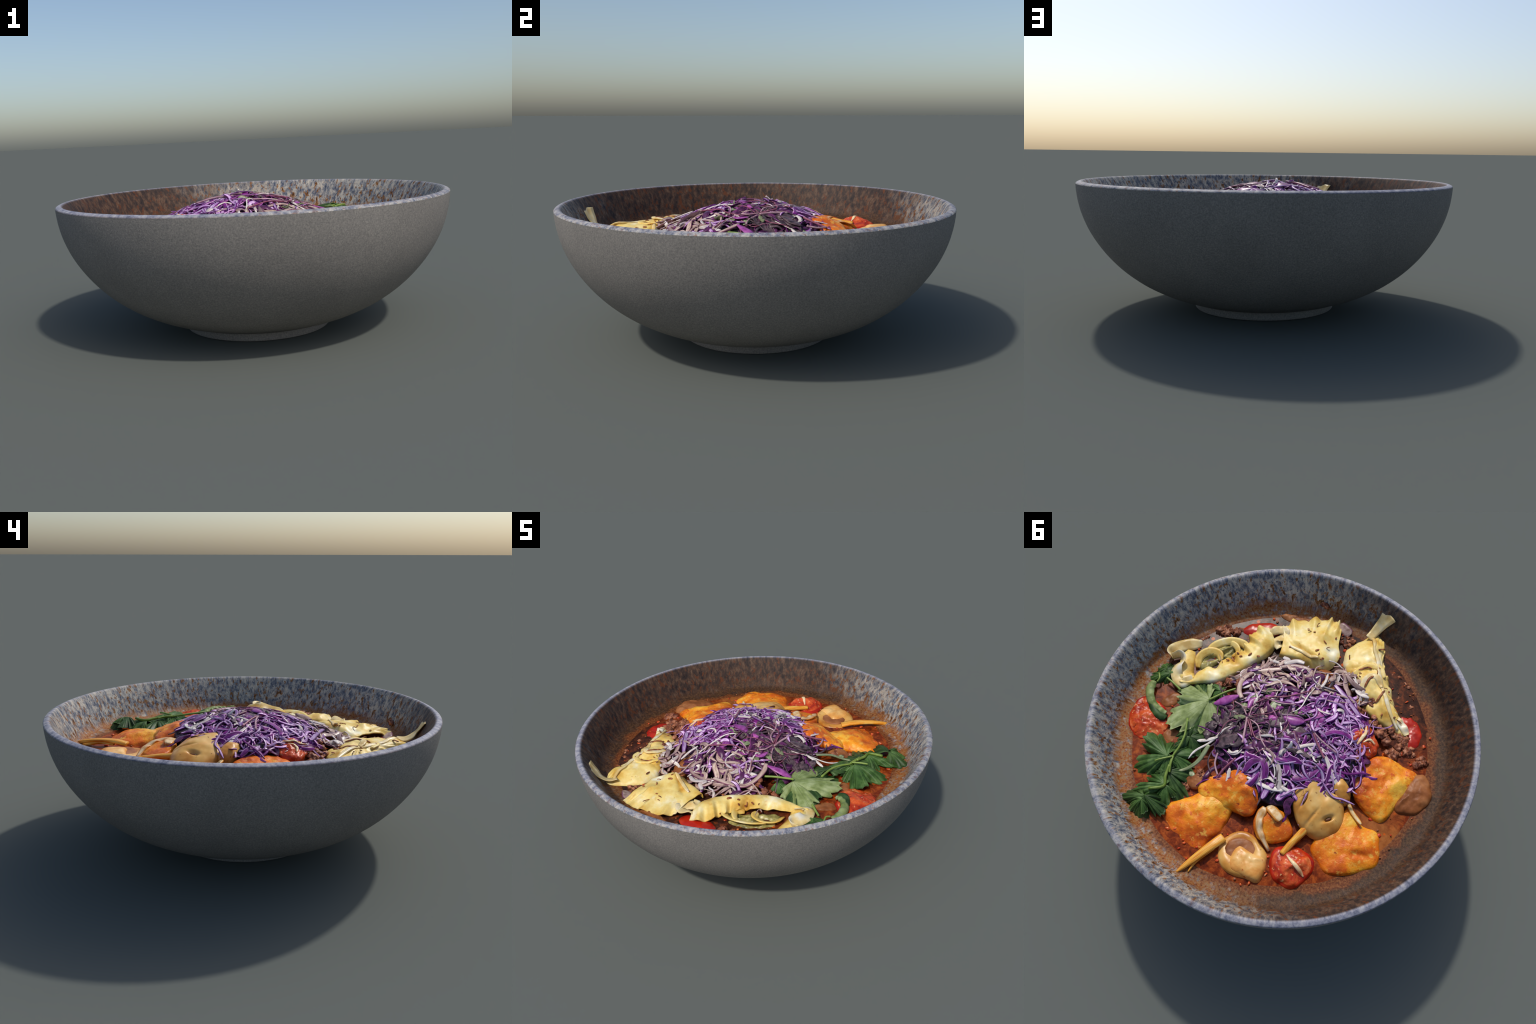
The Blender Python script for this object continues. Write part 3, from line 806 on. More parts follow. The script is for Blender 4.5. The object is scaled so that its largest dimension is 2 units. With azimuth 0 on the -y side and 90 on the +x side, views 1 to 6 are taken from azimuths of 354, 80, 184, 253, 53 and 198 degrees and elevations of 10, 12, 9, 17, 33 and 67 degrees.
for px, wd in (([(-0.313, -0.439), (-0.322, -0.488), (-0.341, -0.517)], 0.012), ([(-0.246, -0.529), (-0.290, -0.570), (-0.317, -0.574)], 0.010), ([(-0.397, -0.374), (-0.413, -0.427), (-0.422, -0.454)], 0.012), ([(-0.343, -0.394), (-0.366, -0.363), (-0.391, -0.348)], 0.014)):
    ribbon("fried_flake", dC, [FLAKE], lie(dC, px, 0.002), wd, 0.005, n=20, taper=0.6)
sprinkle(dC, c_out, 16, 9)
# corner of wrapper lying up the wall of the bowl
ribbon("wrapper_corner", dC, [FRILL], [(-0.246, -0.765, 0.536), (-0.262, -0.808, 0.536), (-0.282, -0.842, 0.562), (-0.302, -0.862, 0.602), (-0.320, -0.880, 0.640)], lambda u: 0.048 + 0.050 * u * u, 0.006, n=24, roll=0.25, taper=0.0, cup=0.15)

# ------------------------------------------------------------------ lemongrass
ribbon("lemongrass_stalk", root, [LEMON], [(0.103, 0.595, 0.524), (0.138, 0.651, 0.534), (0.186, 0.727, 0.532), (0.227, 0.788, 0.522), (0.256, 0.832, 0.510)], lambda u: 0.046 - 0.036 * u * u, 0.020, n=40, taper=0.0)
ribbon("lemongrass_stalk", root, [LEMON], [(0.136, 0.659, 0.520), (0.166, 0.714, 0.524), (0.192, 0.764, 0.516), (0.205, 0.813, 0.508)], lambda u: 0.030 - 0.024 * u, 0.014, n=30, taper=0.0)
tube("lemongrass_stalk", root, [LEMON], [(-0.200, 0.579, 0.530), (-0.226, 0.515, 0.538), (-0.252, 0.461, 0.545), (-0.274, 0.411, 0.550)], lambda u: 0.016 + 0.006 * u, squash=0.8)
ribbon("soaked_strip", root, [CREAM], lie(t5, [(-0.046, 0.393), (-0.037, 0.451), (-0.057, 0.505), (-0.093, 0.546)], 0.003) + [(-0.133, 0.580, 0.512)], lambda u: 0.05 - 0.02 * u, 0.006, n=30, taper=0.4, wave=(0.004, 3))
ribbon("soaked_strip", root, [CREAM], lie(t5, [(-0.061, 0.380), (-0.098, 0.402), (-0.141, 0.428)], 0.004), 0.052, 0.012, n=24, taper=0.3, roll=-0.2)
ribbon("soaked_strip", root, [CREAM], [(-0.429, 0.223, 0.556), (-0.465, 0.262, 0.546), (-0.524, 0.304, 0.540)], 0.022, 0.010, n=24, taper=0.4)

# ------------------------------------------------------------------ mince and braised slices
def mince_cluster(pts, n, seed, size=(0.012, 0.026), lift=0.0):
    r = random.Random(seed)
    vs, fs = [], []
    c = closed_spline(pts, 40)
    m = c.mean(0)
    for _ in range(n):
        e = c[r.randrange(40)]
        x, y = m + (e - m) * math.sqrt(r.random())
        rad = r.uniform(*size)
        z = max(SOUP, heap(x, y)) + lift + r.uniform(-0.3, 0.5) * rad
        base, k, l = len(vs), 14, 10
        s0 = r.uniform(0, 50)
        for i in range(l):
            for j in range(k):
                th, ph = math.pi * (i + 0.15) / (l - 0.7), TAU * j / k
                d = Vector((math.sin(th) * math.cos(ph), math.sin(th) * math.sin(ph), 0.75 * math.cos(th)))
                f = rad * (1 + 0.75 * noise.noise(d * 2.1 + Vector((s0, 0, 0))) + 0.3 * noise.noise(d * 5 + Vector((0, s0, 0))))
                vs.append((x + d.x * f, y + d.y * f, z + d.z * f))
        fs += [tuple(base + q for q in f) for f in grid_faces(l, k)]
        fs += [tuple(base + q for q in range(k))[::-1], tuple(base + (l - 1) * k + q for q in range(k))]
    put("minced_pork", mesh_from("minced_pork", vs, fs, [MINCE]), root, kind="stuff")


mince_cluster([(-0.463, -0.219), (-0.525, -0.264), (-0.629, -0.233), (-0.665, -0.162), (-0.607, -0.119), (-0.540, -0.117)], 34, 31)
mince_cluster([(-0.656, -0.159), (-0.713, -0.172), (-0.754, -0.142), (-0.719, -0.100)], 12, 32, (0.010, 0.020))
mince_cluster([(0.585, -0.557), (0.525, -0.615), (0.464, -0.575), (0.521, -0.528)], 14, 33)
mince_cluster([(-0.423, -0.622), (-0.495, -0.614), (-0.583, -0.499), (-0.624, -0.402), (-0.524, -0.413)], 12, 34, (0.008, 0.016), -0.008)
mince_cluster([(-0.078, -0.736), (-0.161, -0.775), (-0.165, -0.715), (-0.115, -0.689)], 10, 35, (0.008, 0.016))
mince_cluster([(0.593, -0.162), (0.398, -0.216), (0.339, -0.287), (0.292, -0.239), (0.457, -0.147), (0.566, -0.131)], 20, 36, (0.008, 0.018))
mince_cluster([(0.771, -0.317), (0.662, -0.433), (0.602, -0.507), (0.692, -0.396)], 14, 37, (0.006, 0.013), -0.002)
mince_cluster([(0.418, 0.360), (0.333, 0.300), (0.296, 0.359), (0.357, 0.410)], 16, 38, (0.010, 0.020))
mince_cluster([(-0.192, -0.305), (-0.322, -0.196), (-0.469, -0.203), (-0.416, -0.292), (-0.274, -0.351)], 30, 39, (0.010, 0.018), 0.0)
mince_cluster([(-0.320, -0.074), (-0.437, -0.042), (-0.401, 0.015), (-0.325, 0.028)], 20, 40, (0.010, 0.018), 0.0)
def floating_bits(n, seed, mat, size):
    r = random.Random(seed)
    vs, fs = [], []
    while n > 0:
        a, rr = r.uniform(0, TAU), 0.79 * math.sqrt(r.uniform(0.25, 1.0))
        x, y = rr * math.cos(a), rr * math.sin(a)
        if heap(x, y) > 0.51:
            continue
        n -= 1
        k, s0, base = 9, r.uniform(*size), len(vs)
        ph, el = r.uniform(0, TAU), r.uniform(0.4, 1.0)
        for lay_, zz in ((1.0, -0.001), (0.85, 0.003)):
            for j in range(k):
                t = TAU * j / k
                q = s0 * lay_ * r.uniform(0.7, 1.2)
                dx, dy = q * math.cos(t), q * el * math.sin(t)
                vs.append((x + dx * math.cos(ph) - dy * math.sin(ph), y + dx * math.sin(ph) + dy * math.cos(ph), SOUP + 0.0035 + zz))
        fs += [tuple(base + q for q in f) for f in grid_faces(2, k)] + [tuple(base + k + q for q in range(k))]
    put("floating_crumb", mesh_from("floating_crumb", vs, fs, [mat]), broth, kind="stuff")


floating_bits(110, 51, TFLESH, (0.004, 0.013))
floating_bits(50, 52, MINCE, (0.003, 0.009))
floating_bits(50, 53, FLAKE, (0.003, 0.008))
pillow("braised_slice", root, [SLICE], [(-0.657, 0.155), (-0.667, 0.052), (-0.693, -0.044), (-0.748, -0.086), (-0.802, -0.032), (-0.827, 0.066), (-0.782, 0.138), (-0.713, 0.170)], 0.036, p=3, amp=0.008, scale=14, seed=41, follow=0, n=90, m=22,
       relief=bumps(((-0.681, 0.108), 0.012, 0.05, 0.014, 1.0)))
pillow("braised_slice", root, [SLICE], [(0.287, -0.763), (0.228, -0.788), (0.151, -0.781), (0.053, -0.798), (0.097, -0.752), (0.209, -0.734)], 0.020, p=3, amp=0.008, scale=16, seed=42, follow=0)
pillow("braised_slice", root, [SLICE], [(0.712, -0.012), (0.674, -0.074), (0.614, -0.104), (0.613, -0.032), (0.666, 0.011)], 0.018, p=3, amp=0.006, scale=16, seed=43, follow=0)
pillow("braised_slice", root, [SLICE], [(0.410, 0.364), (0.331, 0.307), (0.275, 0.308), (0.303, 0.376), (0.359, 0.404)], 0.018, p=3, amp=0.008, scale=16, seed=44, follow=0.4)
pillow("braised_slice", root, [SLICE], [(0.626, 0.166), (0.582, 0.104), (0.528, 0.131), (0.555, 0.201)], 0.014, p=3, amp=0.006, scale=16, seed=45, follow=0)
pillow("onion_slice", root, [PALE_MUSH], [(0.579, -0.127), (0.522, -0.164), (0.453, -0.172), (0.479, -0.130), (0.544, -0.112)], 0.014, p=3, amp=0.006, scale=16, seed=46, follow=0.4)
mince_cluster([(0.045, -0.885), (0.085, -0.880), (0.075, -0.905), (0.045, -0.905)], 8, 47, (0.010, 0.018), 0.040)

# ------------------------------------------------------------------ coriander
def coriander_mesh(seed, mats, size, droop, ruffle, k=240, m=14):
    r = random.Random(seed)
    ph = r.uniform(0, 6)
    vs = []
    for side in (1, -1):
        for i in range(m):
            s = (i + 0.15) / (m - 0.85)
            for j in range(k):
                a = (j / (k - 1) - 0.5) * 2 * math.radians(135)
                rad = 0.0
                for phi, big in ((0.0, 1.0), (math.radians(66), 0.86), (-math.radians(66), 0.86), (math.radians(112), 0.5), (-math.radians(112), 0.5)):
                    c_ = abs(a - phi) / math.radians(34)
                    if c_ < 1:
                        fan = 0.34 + 0.66 * (1 - c_**3.2) ** 0.8
                        fan *= 1 - 0.16 * max(0.0, math.cos((a - phi) * 12.6 + math.pi)) ** 3
                        rad = max(rad, big * fan)
                rad = size * max(rad, 0.32) * (1 - 0.07 * abs(math.sin(a * 17 + ph)))
                x, y = math.cos(a) * rad * s, math.sin(a) * rad * s
                z = -droop * size * s**2.2 * (1 + 0.25 * math.sin(3 * a + ph)) + ruffle * size * s * s * math.sin(6 * a + ph) * 0.5
                z += 0.010 * size * math.sin(5.8 * a) ** 2 * s + 0.05 * size * s * math.sin(2.3 * a + 2 * ph) + side * 0.0016 * (1 - 0.6 * s)
                vs.append((x, y, z))
    f = grid_faces(m, k, wrap=False)
    off = m * k
    faces = list(f) + [tuple(off + q for q in reversed(t)) for t in f]
    last = (m - 1) * k
    faces += [(last + j + 1, last + j, off + last + j, off + last + j + 1) for j in range(k - 1)]
    for e in (0, k - 1):
        for i in range(m - 1):
            q = (i * k + e, (i + 1) * k + e, off + (i + 1) * k + e, off + i * k + e)
            faces.append(q if e == 0 else q[::-1])
    faces += [(j, j + 1, off + j + 1, off + j) for j in range(k - 1)]
    return mesh_from("coriander_leaf", vs, faces, mats)


def leaf_at(base, tip, z0, z1, mat, droop=0.25, ruffle=0.08, seed=1, rollang=0.0, widen=1.0):
    b, t = Vector((*base, z0)), Vector((*tip, z1))
    d = t - b
    me = coriander_mesh(seed, [mat], d.length, droop, ruffle)
    x = d.normalized()
    y = Vector((0, 0, 1)).cross(x).normalized()
    z = x.cross(y)
    m = Matrix((x, y, z)).transposed().to_4x4()
    m = Matrix.Translation(b) @ m @ Matrix.Rotation(rollang, 4, "X") @ Matrix.Diagonal((1, widen, 1, 1))
    return put("coriander_leaf", me, root, m)


leaf_at((0.443, -0.077), (0.616, 0.124), 0.570, 0.546, LEAF_PALE, 0.10, 0.05, 1, 0.12, 0.95)
leaf_at((0.484, -0.079), (0.655, -0.067), 0.552, 0.530, LEAF_DARK, 0.22, 0.05, 2)
leaf_at((0.398, -0.151), (0.468, -0.093), 0.572, 0.560, LEAF, 0.3, 0.08, 3)
leaf_at((0.528, 0.296), (0.696, 0.428), 0.562, 0.548, LEAF, 0.30, 0.07, 4, -0.12, 1.05)
leaf_at((0.527, 0.279), (0.633, 0.312), 0.558, 0.548, LEAF, 0.25, 0.06, 14, 0.1)
leaf_at((0.500, 0.368), (0.371, 0.519), 0.545, 0.530, LEAF_DARK, 0.28, 0.06, 5, 0.1, 0.95)
leaf_at((0.478, 0.439), (0.646, 0.535), 0.548, 0.546, LEAF, 0.25, 0.08, 6, 0.0, 0.75)
leaf_at((0.553, 0.534), (0.562, 0.674), 0.560, 0.538, LEAF_DARK, 0.34, 0.07, 7, 0.1, 1.15)
leaf_at((0.557, 0.557), (0.616, 0.619), 0.560, 0.546, LEAF, 0.34, 0.07, 8, 0.1, 1.0)
leaf_at((0.717, -0.181), (0.822, -0.266), 0.532, 0.520, LEAF, 0.3, 0.06, 9, 0.0, 1.2)
leaf_at((0.751, -0.202), (0.644, -0.133), 0.528, 0.515, LEAF_DARK, 0.3, 0.06, 10, 0.0, 1.0)
leaf_at((0.506, 0.276), (0.377, 0.342), 0.552, 0.540, LEAF, 0.2, 0.06, 11, 0.0, 1.0)
leaf_at((0.461, 0.150), (0.387, 0.231), 0.555, 0.540, LEAF_DARK, 0.2, 0.06, 12, 0.0, 1.2)
leaf_at((0.426, -0.008), (0.518, 0.150), 0.556, 0.540, LEAF_DARK, 0.2, 0.06, 13, 0.0, 1.3)
leaf_at((0.471, 0.092), (0.537, 0.213), 0.538, 0.520, LEAF_DARK, 0.2, 0.06, 15, 0.0, 1.1)
for sp, r0 in (([(0.511, 0.063, 0.574), (0.488, 0.154, 0.574), (0.490, 0.227, 0.568), (0.503, 0.287, 0.560), (0.496, 0.344, 0.562)], 0.006),
               ([(0.444, -0.073, 0.582), (0.378, -0.139, 0.592), (0.331, -0.181, 0.590)], 0.006),
               ([(0.499, 0.337, 0.562), (0.496, 0.399, 0.556), (0.485, 0.451, 0.552), (0.551, 0.489, 0.552)], 0.008),
               ([(0.504, 0.291, 0.568), (0.551, 0.324, 0.572), (0.577, 0.344, 0.570)], 0.005),
               ([(0.724, -0.145, 0.535), (0.680, -0.128, 0.535), (0.626, -0.102, 0.530)], 0.006),
               ([(0.765, -0.105, 0.535), (0.760, -0.129, 0.540), (0.776, -0.158, 0.536)], 0.005),
               ([(0.500, 0.287, 0.562), (0.495, 0.330, 0.564), (0.484, 0.374, 0.558)], 0.005)):
    tube("coriander_stem", root, [STEM], sp, r0, n=20)
ribbon("curled_leaf", root, [LEAF_PALE], [(0.785, -0.104, 0.526), (0.785, -0.051, 0.532), (0.751, 0.010, 0.534), (0.700, 0.045, 0.530), (0.648, 0.052, 0.520)], lambda u: 0.052 - 0.015 * u, 0.014, n=40, roll=0.2, taper=0.3, cup=-0.35, wave=(0.004, 6))
ribbon("curled_leaf", root, [LEAF_DARK], [(0.752, 0.008, 0.530), (0.691, 0.065, 0.530), (0.637, 0.079, 0.520)], 0.05, 0.012, n=30, roll=-0.2, taper=0.4, cup=-0.3)

# ------------------------------------------------------------------ the cabbage mound
mound_out = [(-0.035 + 0.44 * math.cos(a) * (1 + 0.05 * math.sin(3 * a)) * 0.86, 0.0 + 0.37 * math.sin(a)) for a in np.linspace(0, TAU, 15)[:-1]]
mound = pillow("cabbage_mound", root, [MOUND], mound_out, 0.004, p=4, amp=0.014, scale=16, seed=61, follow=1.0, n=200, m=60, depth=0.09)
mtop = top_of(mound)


def normal_at(x, y):
    e = 0.02
    gx, gy = (heap(x + e, y) - heap(x - e, y)) / (2 * e), (heap(x, y + e) - heap(x, y - e)) / (2 * e)
    return Vector((-gx, -gy, 1)).normalized()


def shred_mesh(seed, length, width, thick, curl, bend, roll0):
    """Strip in its own frame: runs along x, sags over the mound, curls in plan."""
    r = random.Random(seed)
    n = 22
    ang, x, y = -curl * 0.5, 0.0, 0.0
    pts = []
    wob = r.uniform(0, 6)
    for i in range(n):
        u = i / (n - 1)
        pts.append([x, y, 0])
        a = ang + curl * u + 0.6 * math.sin(u * 6 + wob)
        x += math.cos(a) * length / n
        y += math.sin(a) * length / n
    p = np.array(pts)
    p -= p.mean(0)
    p[:, 2] = -bend * (p[:, 0] ** 2 + p[:, 1] ** 2) + 0.006 * np.sin(np.linspace(0, 7, n) + wob)
    tw = r.uniform(-0.7, 0.7)
    return dict(pts=p, width=width, thick=thick, roll=lambda u: roll0 + tw * (u - 0.5), taper=r.choice((0.3, 0.5, 0.7)), seed=seed, cup=r.uniform(-0.25, 0.25), wave=(r.uniform(0, 0.004), r.uniform(1, 3)))


def shred_set(name, mat, count, seed, length, width, curl, thick=0.005, leaf=False):
    r = random.Random(seed)
    out = []
    for i in range(count):
        spec = shred_mesh(seed * 100 + i, r.uniform(*length), r.uniform(*width), thick, r.uniform(-curl, curl), 0.85, r.choice((0, 0, 0.3, -0.3, 0.7)))
        if leaf:
            w0 = spec["width"]
            spec.update(width=lambda u, w0=w0: w0 * (0.06 + 0.94 * math.sin(math.pi * min(1, u * 0.97 + 0.015)) ** 0.75), taper=0.0, wave=(0, 0), cup=r.uniform(-0.3, 0.3))
        out.append(ribbon_mesh(name, [mat], None, **spec))
    return out


def scatter(name, sets, n, seed, region, lift, parent=mound, along=None):
    """Lays n strips inside an elliptical region (cx, cy, rx, ry) of the mound."""
    r = random.Random(seed)
    cx, cy, rx, ry = region
    for i in range(n):
        a, s = r.uniform(0, TAU), math.sqrt(r.random())
        x, y = cx + rx * s * math.cos(a), cy + ry * s * math.sin(a)
        nz = normal_at(x, y)
        h = r.uniform(0, TAU) if along is None else along(x, y) + r.gauss(0, 0.7)
        t = Vector((math.cos(h), math.sin(h), 0))
        t = (t - nz * t.dot(nz)).normalized()
        b = nz.cross(t)
        m = Matrix((t, b, nz)).transposed().to_4x4()
        z = heap(x, y) + 0.009 + r.uniform(*lift)
        me = r.choice(sets)
        sc = r.uniform(0.85, 1.2)
        put(name, me, parent, Matrix.Translation((x, y, z)) @ m @ Matrix.Rotation(r.gauss(0, 0.12), 4, "Y") @ Matrix.Scale(sc, 4))


S_violet = shred_set("cabbage_shred", VIOLET, 18, 1, (0.09, 0.27), (0.011, 0.024), 2.2)
S_purple = shred_set("cabbage_shred", PURPLE, 16, 2, (0.09, 0.24), (0.012, 0.034), 1.8)
S_pale = shred_set("cabbage_shred", PALE, 12, 3, (0.09, 0.24), (0.010, 0.024), 1.4)
S_beige = shred_set("cabbage_shred", BEIGE, 12, 4, (0.12, 0.28), (0.016, 0.030), 3.0)
S_plum = shred_set("cabbage_shred", PLUM, 14, 5, (0.10, 0.26), (0.016, 0.040), 1.6)
S_leaf = shred_set("sprout_leaf", DARKLEAF, 10, 6, (0.06, 0.13), (0.034, 0.055), 0.6, 0.003, True)
S_green = shred_set("sprout_leaf", GREENLEAF, 6, 7, (0.05, 0.08), (0.022, 0.036), 0.5, 0.003, True)
S_mag = shred_set("sprout_leaf", MAGENTA, 6, 8, (0.06, 0.11), (0.026, 0.042), 0.6, 0.004, True)


def around(x, y):
    return math.atan2(y, x + 0.035) + 0.9


RIGHT = (*(-0.230, -0.121), 0.17, 0.21)
LOW = (*(-0.097, 0.189), 0.27, 0.13)
CENTRE = (*(0.111, 0.013), 0.20, 0.15)
TOP = (*(0.111, -0.326), 0.25, 0.13)
ALL = (*(0.004, -0.021), 0.40, 0.36)
SKIRT = (*(-0.022, 0.013), 0.43, 0.42)
scatter("cabbage_shred", S_plum, 34, 70, SKIRT, (-0.008, 0.0))
scatter("cabbage_shred", S_plum, 34, 71, CENTRE, (0.0, 0.008))
scatter("sprout_leaf", S_leaf, 34, 72, CENTRE, (0.0, 0.012))
scatter("cabbage_shred", S_purple, 42, 73, RIGHT, (-0.006, 0.006))
scatter("cabbage_shred", S_violet, 50, 74, RIGHT, (-0.002, 0.012))
scatter("cabbage_shred", S_purple, 30, 75, LOW, (-0.006, 0.006))
scatter("cabbage_shred", S_violet, 26, 76, LOW, (-0.002, 0.010))
scatter("cabbage_shred", S_pale, 9, 77, LOW, (0.002, 0.010))
scatter("cabbage_shred", S_purple, 9, 98, (*(-0.344, 0.069), 0.10, 0.07), (-0.004, 0.008))
scatter("cabbage_shred", S_violet, 7, 99, (*(-0.344, 0.069), 0.10, 0.07), (0.0, 0.012))
scatter("cabbage_shred", S_purple, 7, 100, (*(0.090, 0.292), 0.12, 0.05), (-0.004, 0.006))
scatter("cabbage_shred", S_beige, 14, 87, (-0.25, -0.44, 0.12, 0.10), (-0.002, 0.012))
scatter("cabbage_shred", S_pale, 6, 88, (-0.25, -0.44, 0.12, 0.10), (0.0, 0.012))
scatter("sprout_leaf", S_leaf, 14, 89, (*(0.297, 0.059), 0.10, 0.10), (0.0, 0.012))
scatter("cabbage_shred", S_beige, 26, 78, TOP, (-0.006, 0.010))
scatter("cabbage_shred", S_pale, 9, 79, TOP, (0.0, 0.012))
scatter("cabbage_shred", S_plum, 22, 85, TOP, (-0.004, 0.008))
scatter("cabbage_shred", S_violet, 12, 80, TOP, (0.002, 0.012))
scatter("cabbage_shred", S_violet, 16, 81, ALL, (0.0, 0.010))
scatter("cabbage_shred", S_beige, 6, 86, CENTRE, (0.0, 0.010))
scatter("cabbage_shred", S_pale, 7, 82, ALL, (0.0, 0.010))
scatter("sprout_leaf", S_green, 7, 83, (*(0.084, -0.132), 0.18, 0.10), (0.006, 0.010))
scatter("sprout_leaf", S_mag, 8, 84, (*(0.026, -0.122), 0.20, 0.12), (0.006, 0.010))

def strands(mat, n, seed, region, lift, width=(0.006, 0.012), length=(0.12, 0.28)):
    r = random.Random(seed)
    cx, cy, rx, ry = region
    vs, fs, uv = [], [], []
    for _ in range(n):
        a, q = r.uniform(0, TAU), math.sqrt(r.random())
        x, y, h = cx + rx * q * math.cos(a), cy + ry * q * math.sin(a), r.uniform(0, TAU)
        turn, l, pts = r.uniform(-1.6, 1.6), r.uniform(*length), []
        z0, wob = r.uniform(*lift), r.uniform(0, 6)
        for i in range(9):
            pts.append((x, y, max(SOUP, heap(x, y)) + z0 + 0.006 * math.sin(i * 0.8 + wob)))
            h += turn / 8 + 0.25 * math.sin(i + wob)
            x += math.cos(h) * l / 8
            y += math.sin(h) * l / 8
        me = ribbon_mesh("strand", [mat], pts, r.uniform(*width), 0.004, n=20, roll=r.uniform(-0.8, 0.8), taper=0.6)
        b = len(vs)
        vs += [tuple(v.co) for v in me.vertices]
        fs += [tuple(b + i for i in p.vertices) for p in me.polygons]
        k = 10
        uv += [(r.random() * 0.0 + (i // k) / 19.0, 0.5) for i in range(len(me.vertices))]
        bpy.data.meshes.remove(me)
    put("cabbage_strand", mesh_from("cabbage_strand", vs, fs, [mat], uvs=uv), mound, kind="stuff")


strands(VIOLET, 20, 90, RIGHT, (0.012, 0.026))
strands(VIOLET, 16, 91, LOW, (0.012, 0.026))
strands(PURPLE, 22, 92, ALL, (0.010, 0.024))
strands(PALE, 10, 93, ALL, (0.014, 0.026))
strands(BEIGE, 18, 94, TOP, (0.012, 0.026))
strands(SPROUT_RED, 14, 95, CENTRE, (0.014, 0.028), (0.003, 0.006))
strands(DARKLEAF, 24, 96, CENTRE, (0.008, 0.022), (0.006, 0.014))
strands(PALE, 5, 97, (*(-0.014, -0.498), 0.10, 0.08), (0.02, 0.034))

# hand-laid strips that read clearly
def lay(name, mat, pts, width, thick=0.006, lift=0.020, **kw):
    return ribbon(name, mound, [mat], rest(pts, lift), width, thick, **kw)


lay("cabbage_shred", PALE, [(0.022, 0.131), (-0.025, 0.172), (-0.059, 0.223), (-0.077, 0.279), (-0.105, 0.304)], lambda u: 0.018 + 0.015 * u, n=30, taper=0.2)
lay("cabbage_shred", PALE, [(-0.103, 0.297), (-0.035, 0.307), (0.026, 0.301), (0.089, 0.289)], lambda u: 0.026 - 0.010 * u, n=26, taper=0.3, lift=0.022)
lay("cabbage_shred", PALE, [(-0.091, 0.283), (-0.133, 0.291), (-0.160, 0.295)], 0.018, n=16, taper=0.5)
lay("cabbage_shred", PALE, [(0.191, 0.267), (0.183, 0.314), (0.173, 0.373)], 0.018, n=20, taper=0.6, lift=0.022)
lay("cabbage_shred", PALE, [(-0.221, 0.034), (-0.271, 0.088), (-0.305, 0.133), (-0.373, 0.185)], lambda u: 0.016 + 0.012 * u, n=30, taper=0.3)
lay("cabbage_shred", PALE, [(-0.079, 0.100), (-0.129, 0.053), (-0.195, 0.015)], 0.018, n=24, taper=0.5)
lay("cabbage_shred", BEIGE, [(0.274, -0.126), (0.307, -0.169), (0.319, -0.245), (0.297, -0.304), (0.232, -0.349), (0.147, -0.388)], 0.028, n=44, lift=0.018, taper=0.2, thick=0.012)
lay("cabbage_shred", BEIGE, [(0.151, -0.401), (0.079, -0.435), (0.009, -0.436), (-0.022, -0.407), (0.007, -0.348)], 0.026, n=40, lift=0.020, taper=0.2, thick=0.010)
lay("cabbage_shred", PALE, [(0.164, -0.477), (0.130, -0.461), (0.135, -0.435), (0.083, -0.470), (0.040, -0.469)], 0.026, n=36, lift=0.03, taper=0.3)
lay("cabbage_shred", BEIGE, [(0.168, -0.409), (0.141, -0.452), (0.095, -0.403), (0.035, -0.433)], 0.024, n=30, lift=0.024, taper=0.3)
lay("cabbage_shred", VIOLET, [(-0.161, -0.380), (-0.233, -0.327), (-0.287, -0.284), (-0.349, -0.238)], 0.030, n=30, lift=0.020, taper=0.3)
lay("cabbage_shred", VIOLET, [(-0.266, -0.200), (-0.321, -0.220), (-0.375, -0.194), (-0.323, -0.190), (-0.273, -0.157)], 0.024, n=44, lift=0.022, taper=0.2)
lay("cabbage_shred", VIOLET, [(-0.190, -0.122), (-0.225, -0.180), (-0.201, -0.232), (-0.203, -0.311)], 0.030, n=30, lift=0.024, taper=0.3)
lay("cabbage_shred", PURPLE, [(-0.194, -0.029), (-0.243, -0.079), (-0.303, -0.098), (-0.339, -0.089)], 0.024, n=30, lift=0.026, taper=0.4)
lay("cabbage_shred", PURPLE, [(-0.075, -0.222), (-0.133, -0.250), (-0.175, -0.289), (-0.182, -0.330)], 0.020, n=30, lift=0.022, taper=0.5)
lay("cabbage_shred", PURPLE, [(0.112, 0.264), (0.091, 0.214), (0.047, 0.191), (0.013, 0.229), (0.001, 0.281)], 0.036, n=36, lift=0.024, taper=0.4)
lay("cabbage_shred", PURPLE, [(-0.131, 0.229), (-0.200, 0.183), (-0.239, 0.105)], 0.040, n=30, lift=0.018, taper=0.5)
lay("cabbage_shred", PURPLE, [(-0.109, 0.223), (-0.076, 0.164), (-0.069, 0.109)], 0.034, n=26, lift=0.018, taper=0.5)
lay("cabbage_shred", VIOLET, [(-0.267, 0.186), (-0.342, 0.236), (-0.398, 0.230), (-0.461, 0.228)], 0.012, n=34, lift=0.036, taper=0.6)
lay("cabbage_shred", VIOLET, [(-0.017, 0.366), (-0.030, 0.312), (-0.052, 0.283)], 0.034, n=24, lift=0.020, taper=0.6)
lay("cabbage_shred", VIOLET, [(-0.089, 0.347), (-0.115, 0.310), (-0.151, 0.283)], 0.040, n=24, lift=0.018, taper=0.5)
lay("cabbage_shred", PLUM, [(-0.170, 0.394), (-0.146, 0.354), (-0.156, 0.316)], 0.034, n=24, lift=0.020, taper=0.5)
lay("cabbage_shred", GREENLEAF, [(0.466, 0.353), (0.414, 0.317), (0.368, 0.264), (0.343, 0.174)], lambda u: 0.012 + 0.014 * u, n=34, lift=0.030, taper=0.3)
lay("cabbage_shred", PALE, [(0.420, 0.157), (0.372, 0.147), (0.315, 0.122)], 0.018, n=24, lift=0.020, taper=0.7)
lay("cabbage_shred", PALE, [(-0.106, -0.433), (-0.110, -0.370), (-0.102, -0.319)], 0.014, n=24, lift=0.036, taper=0.6)
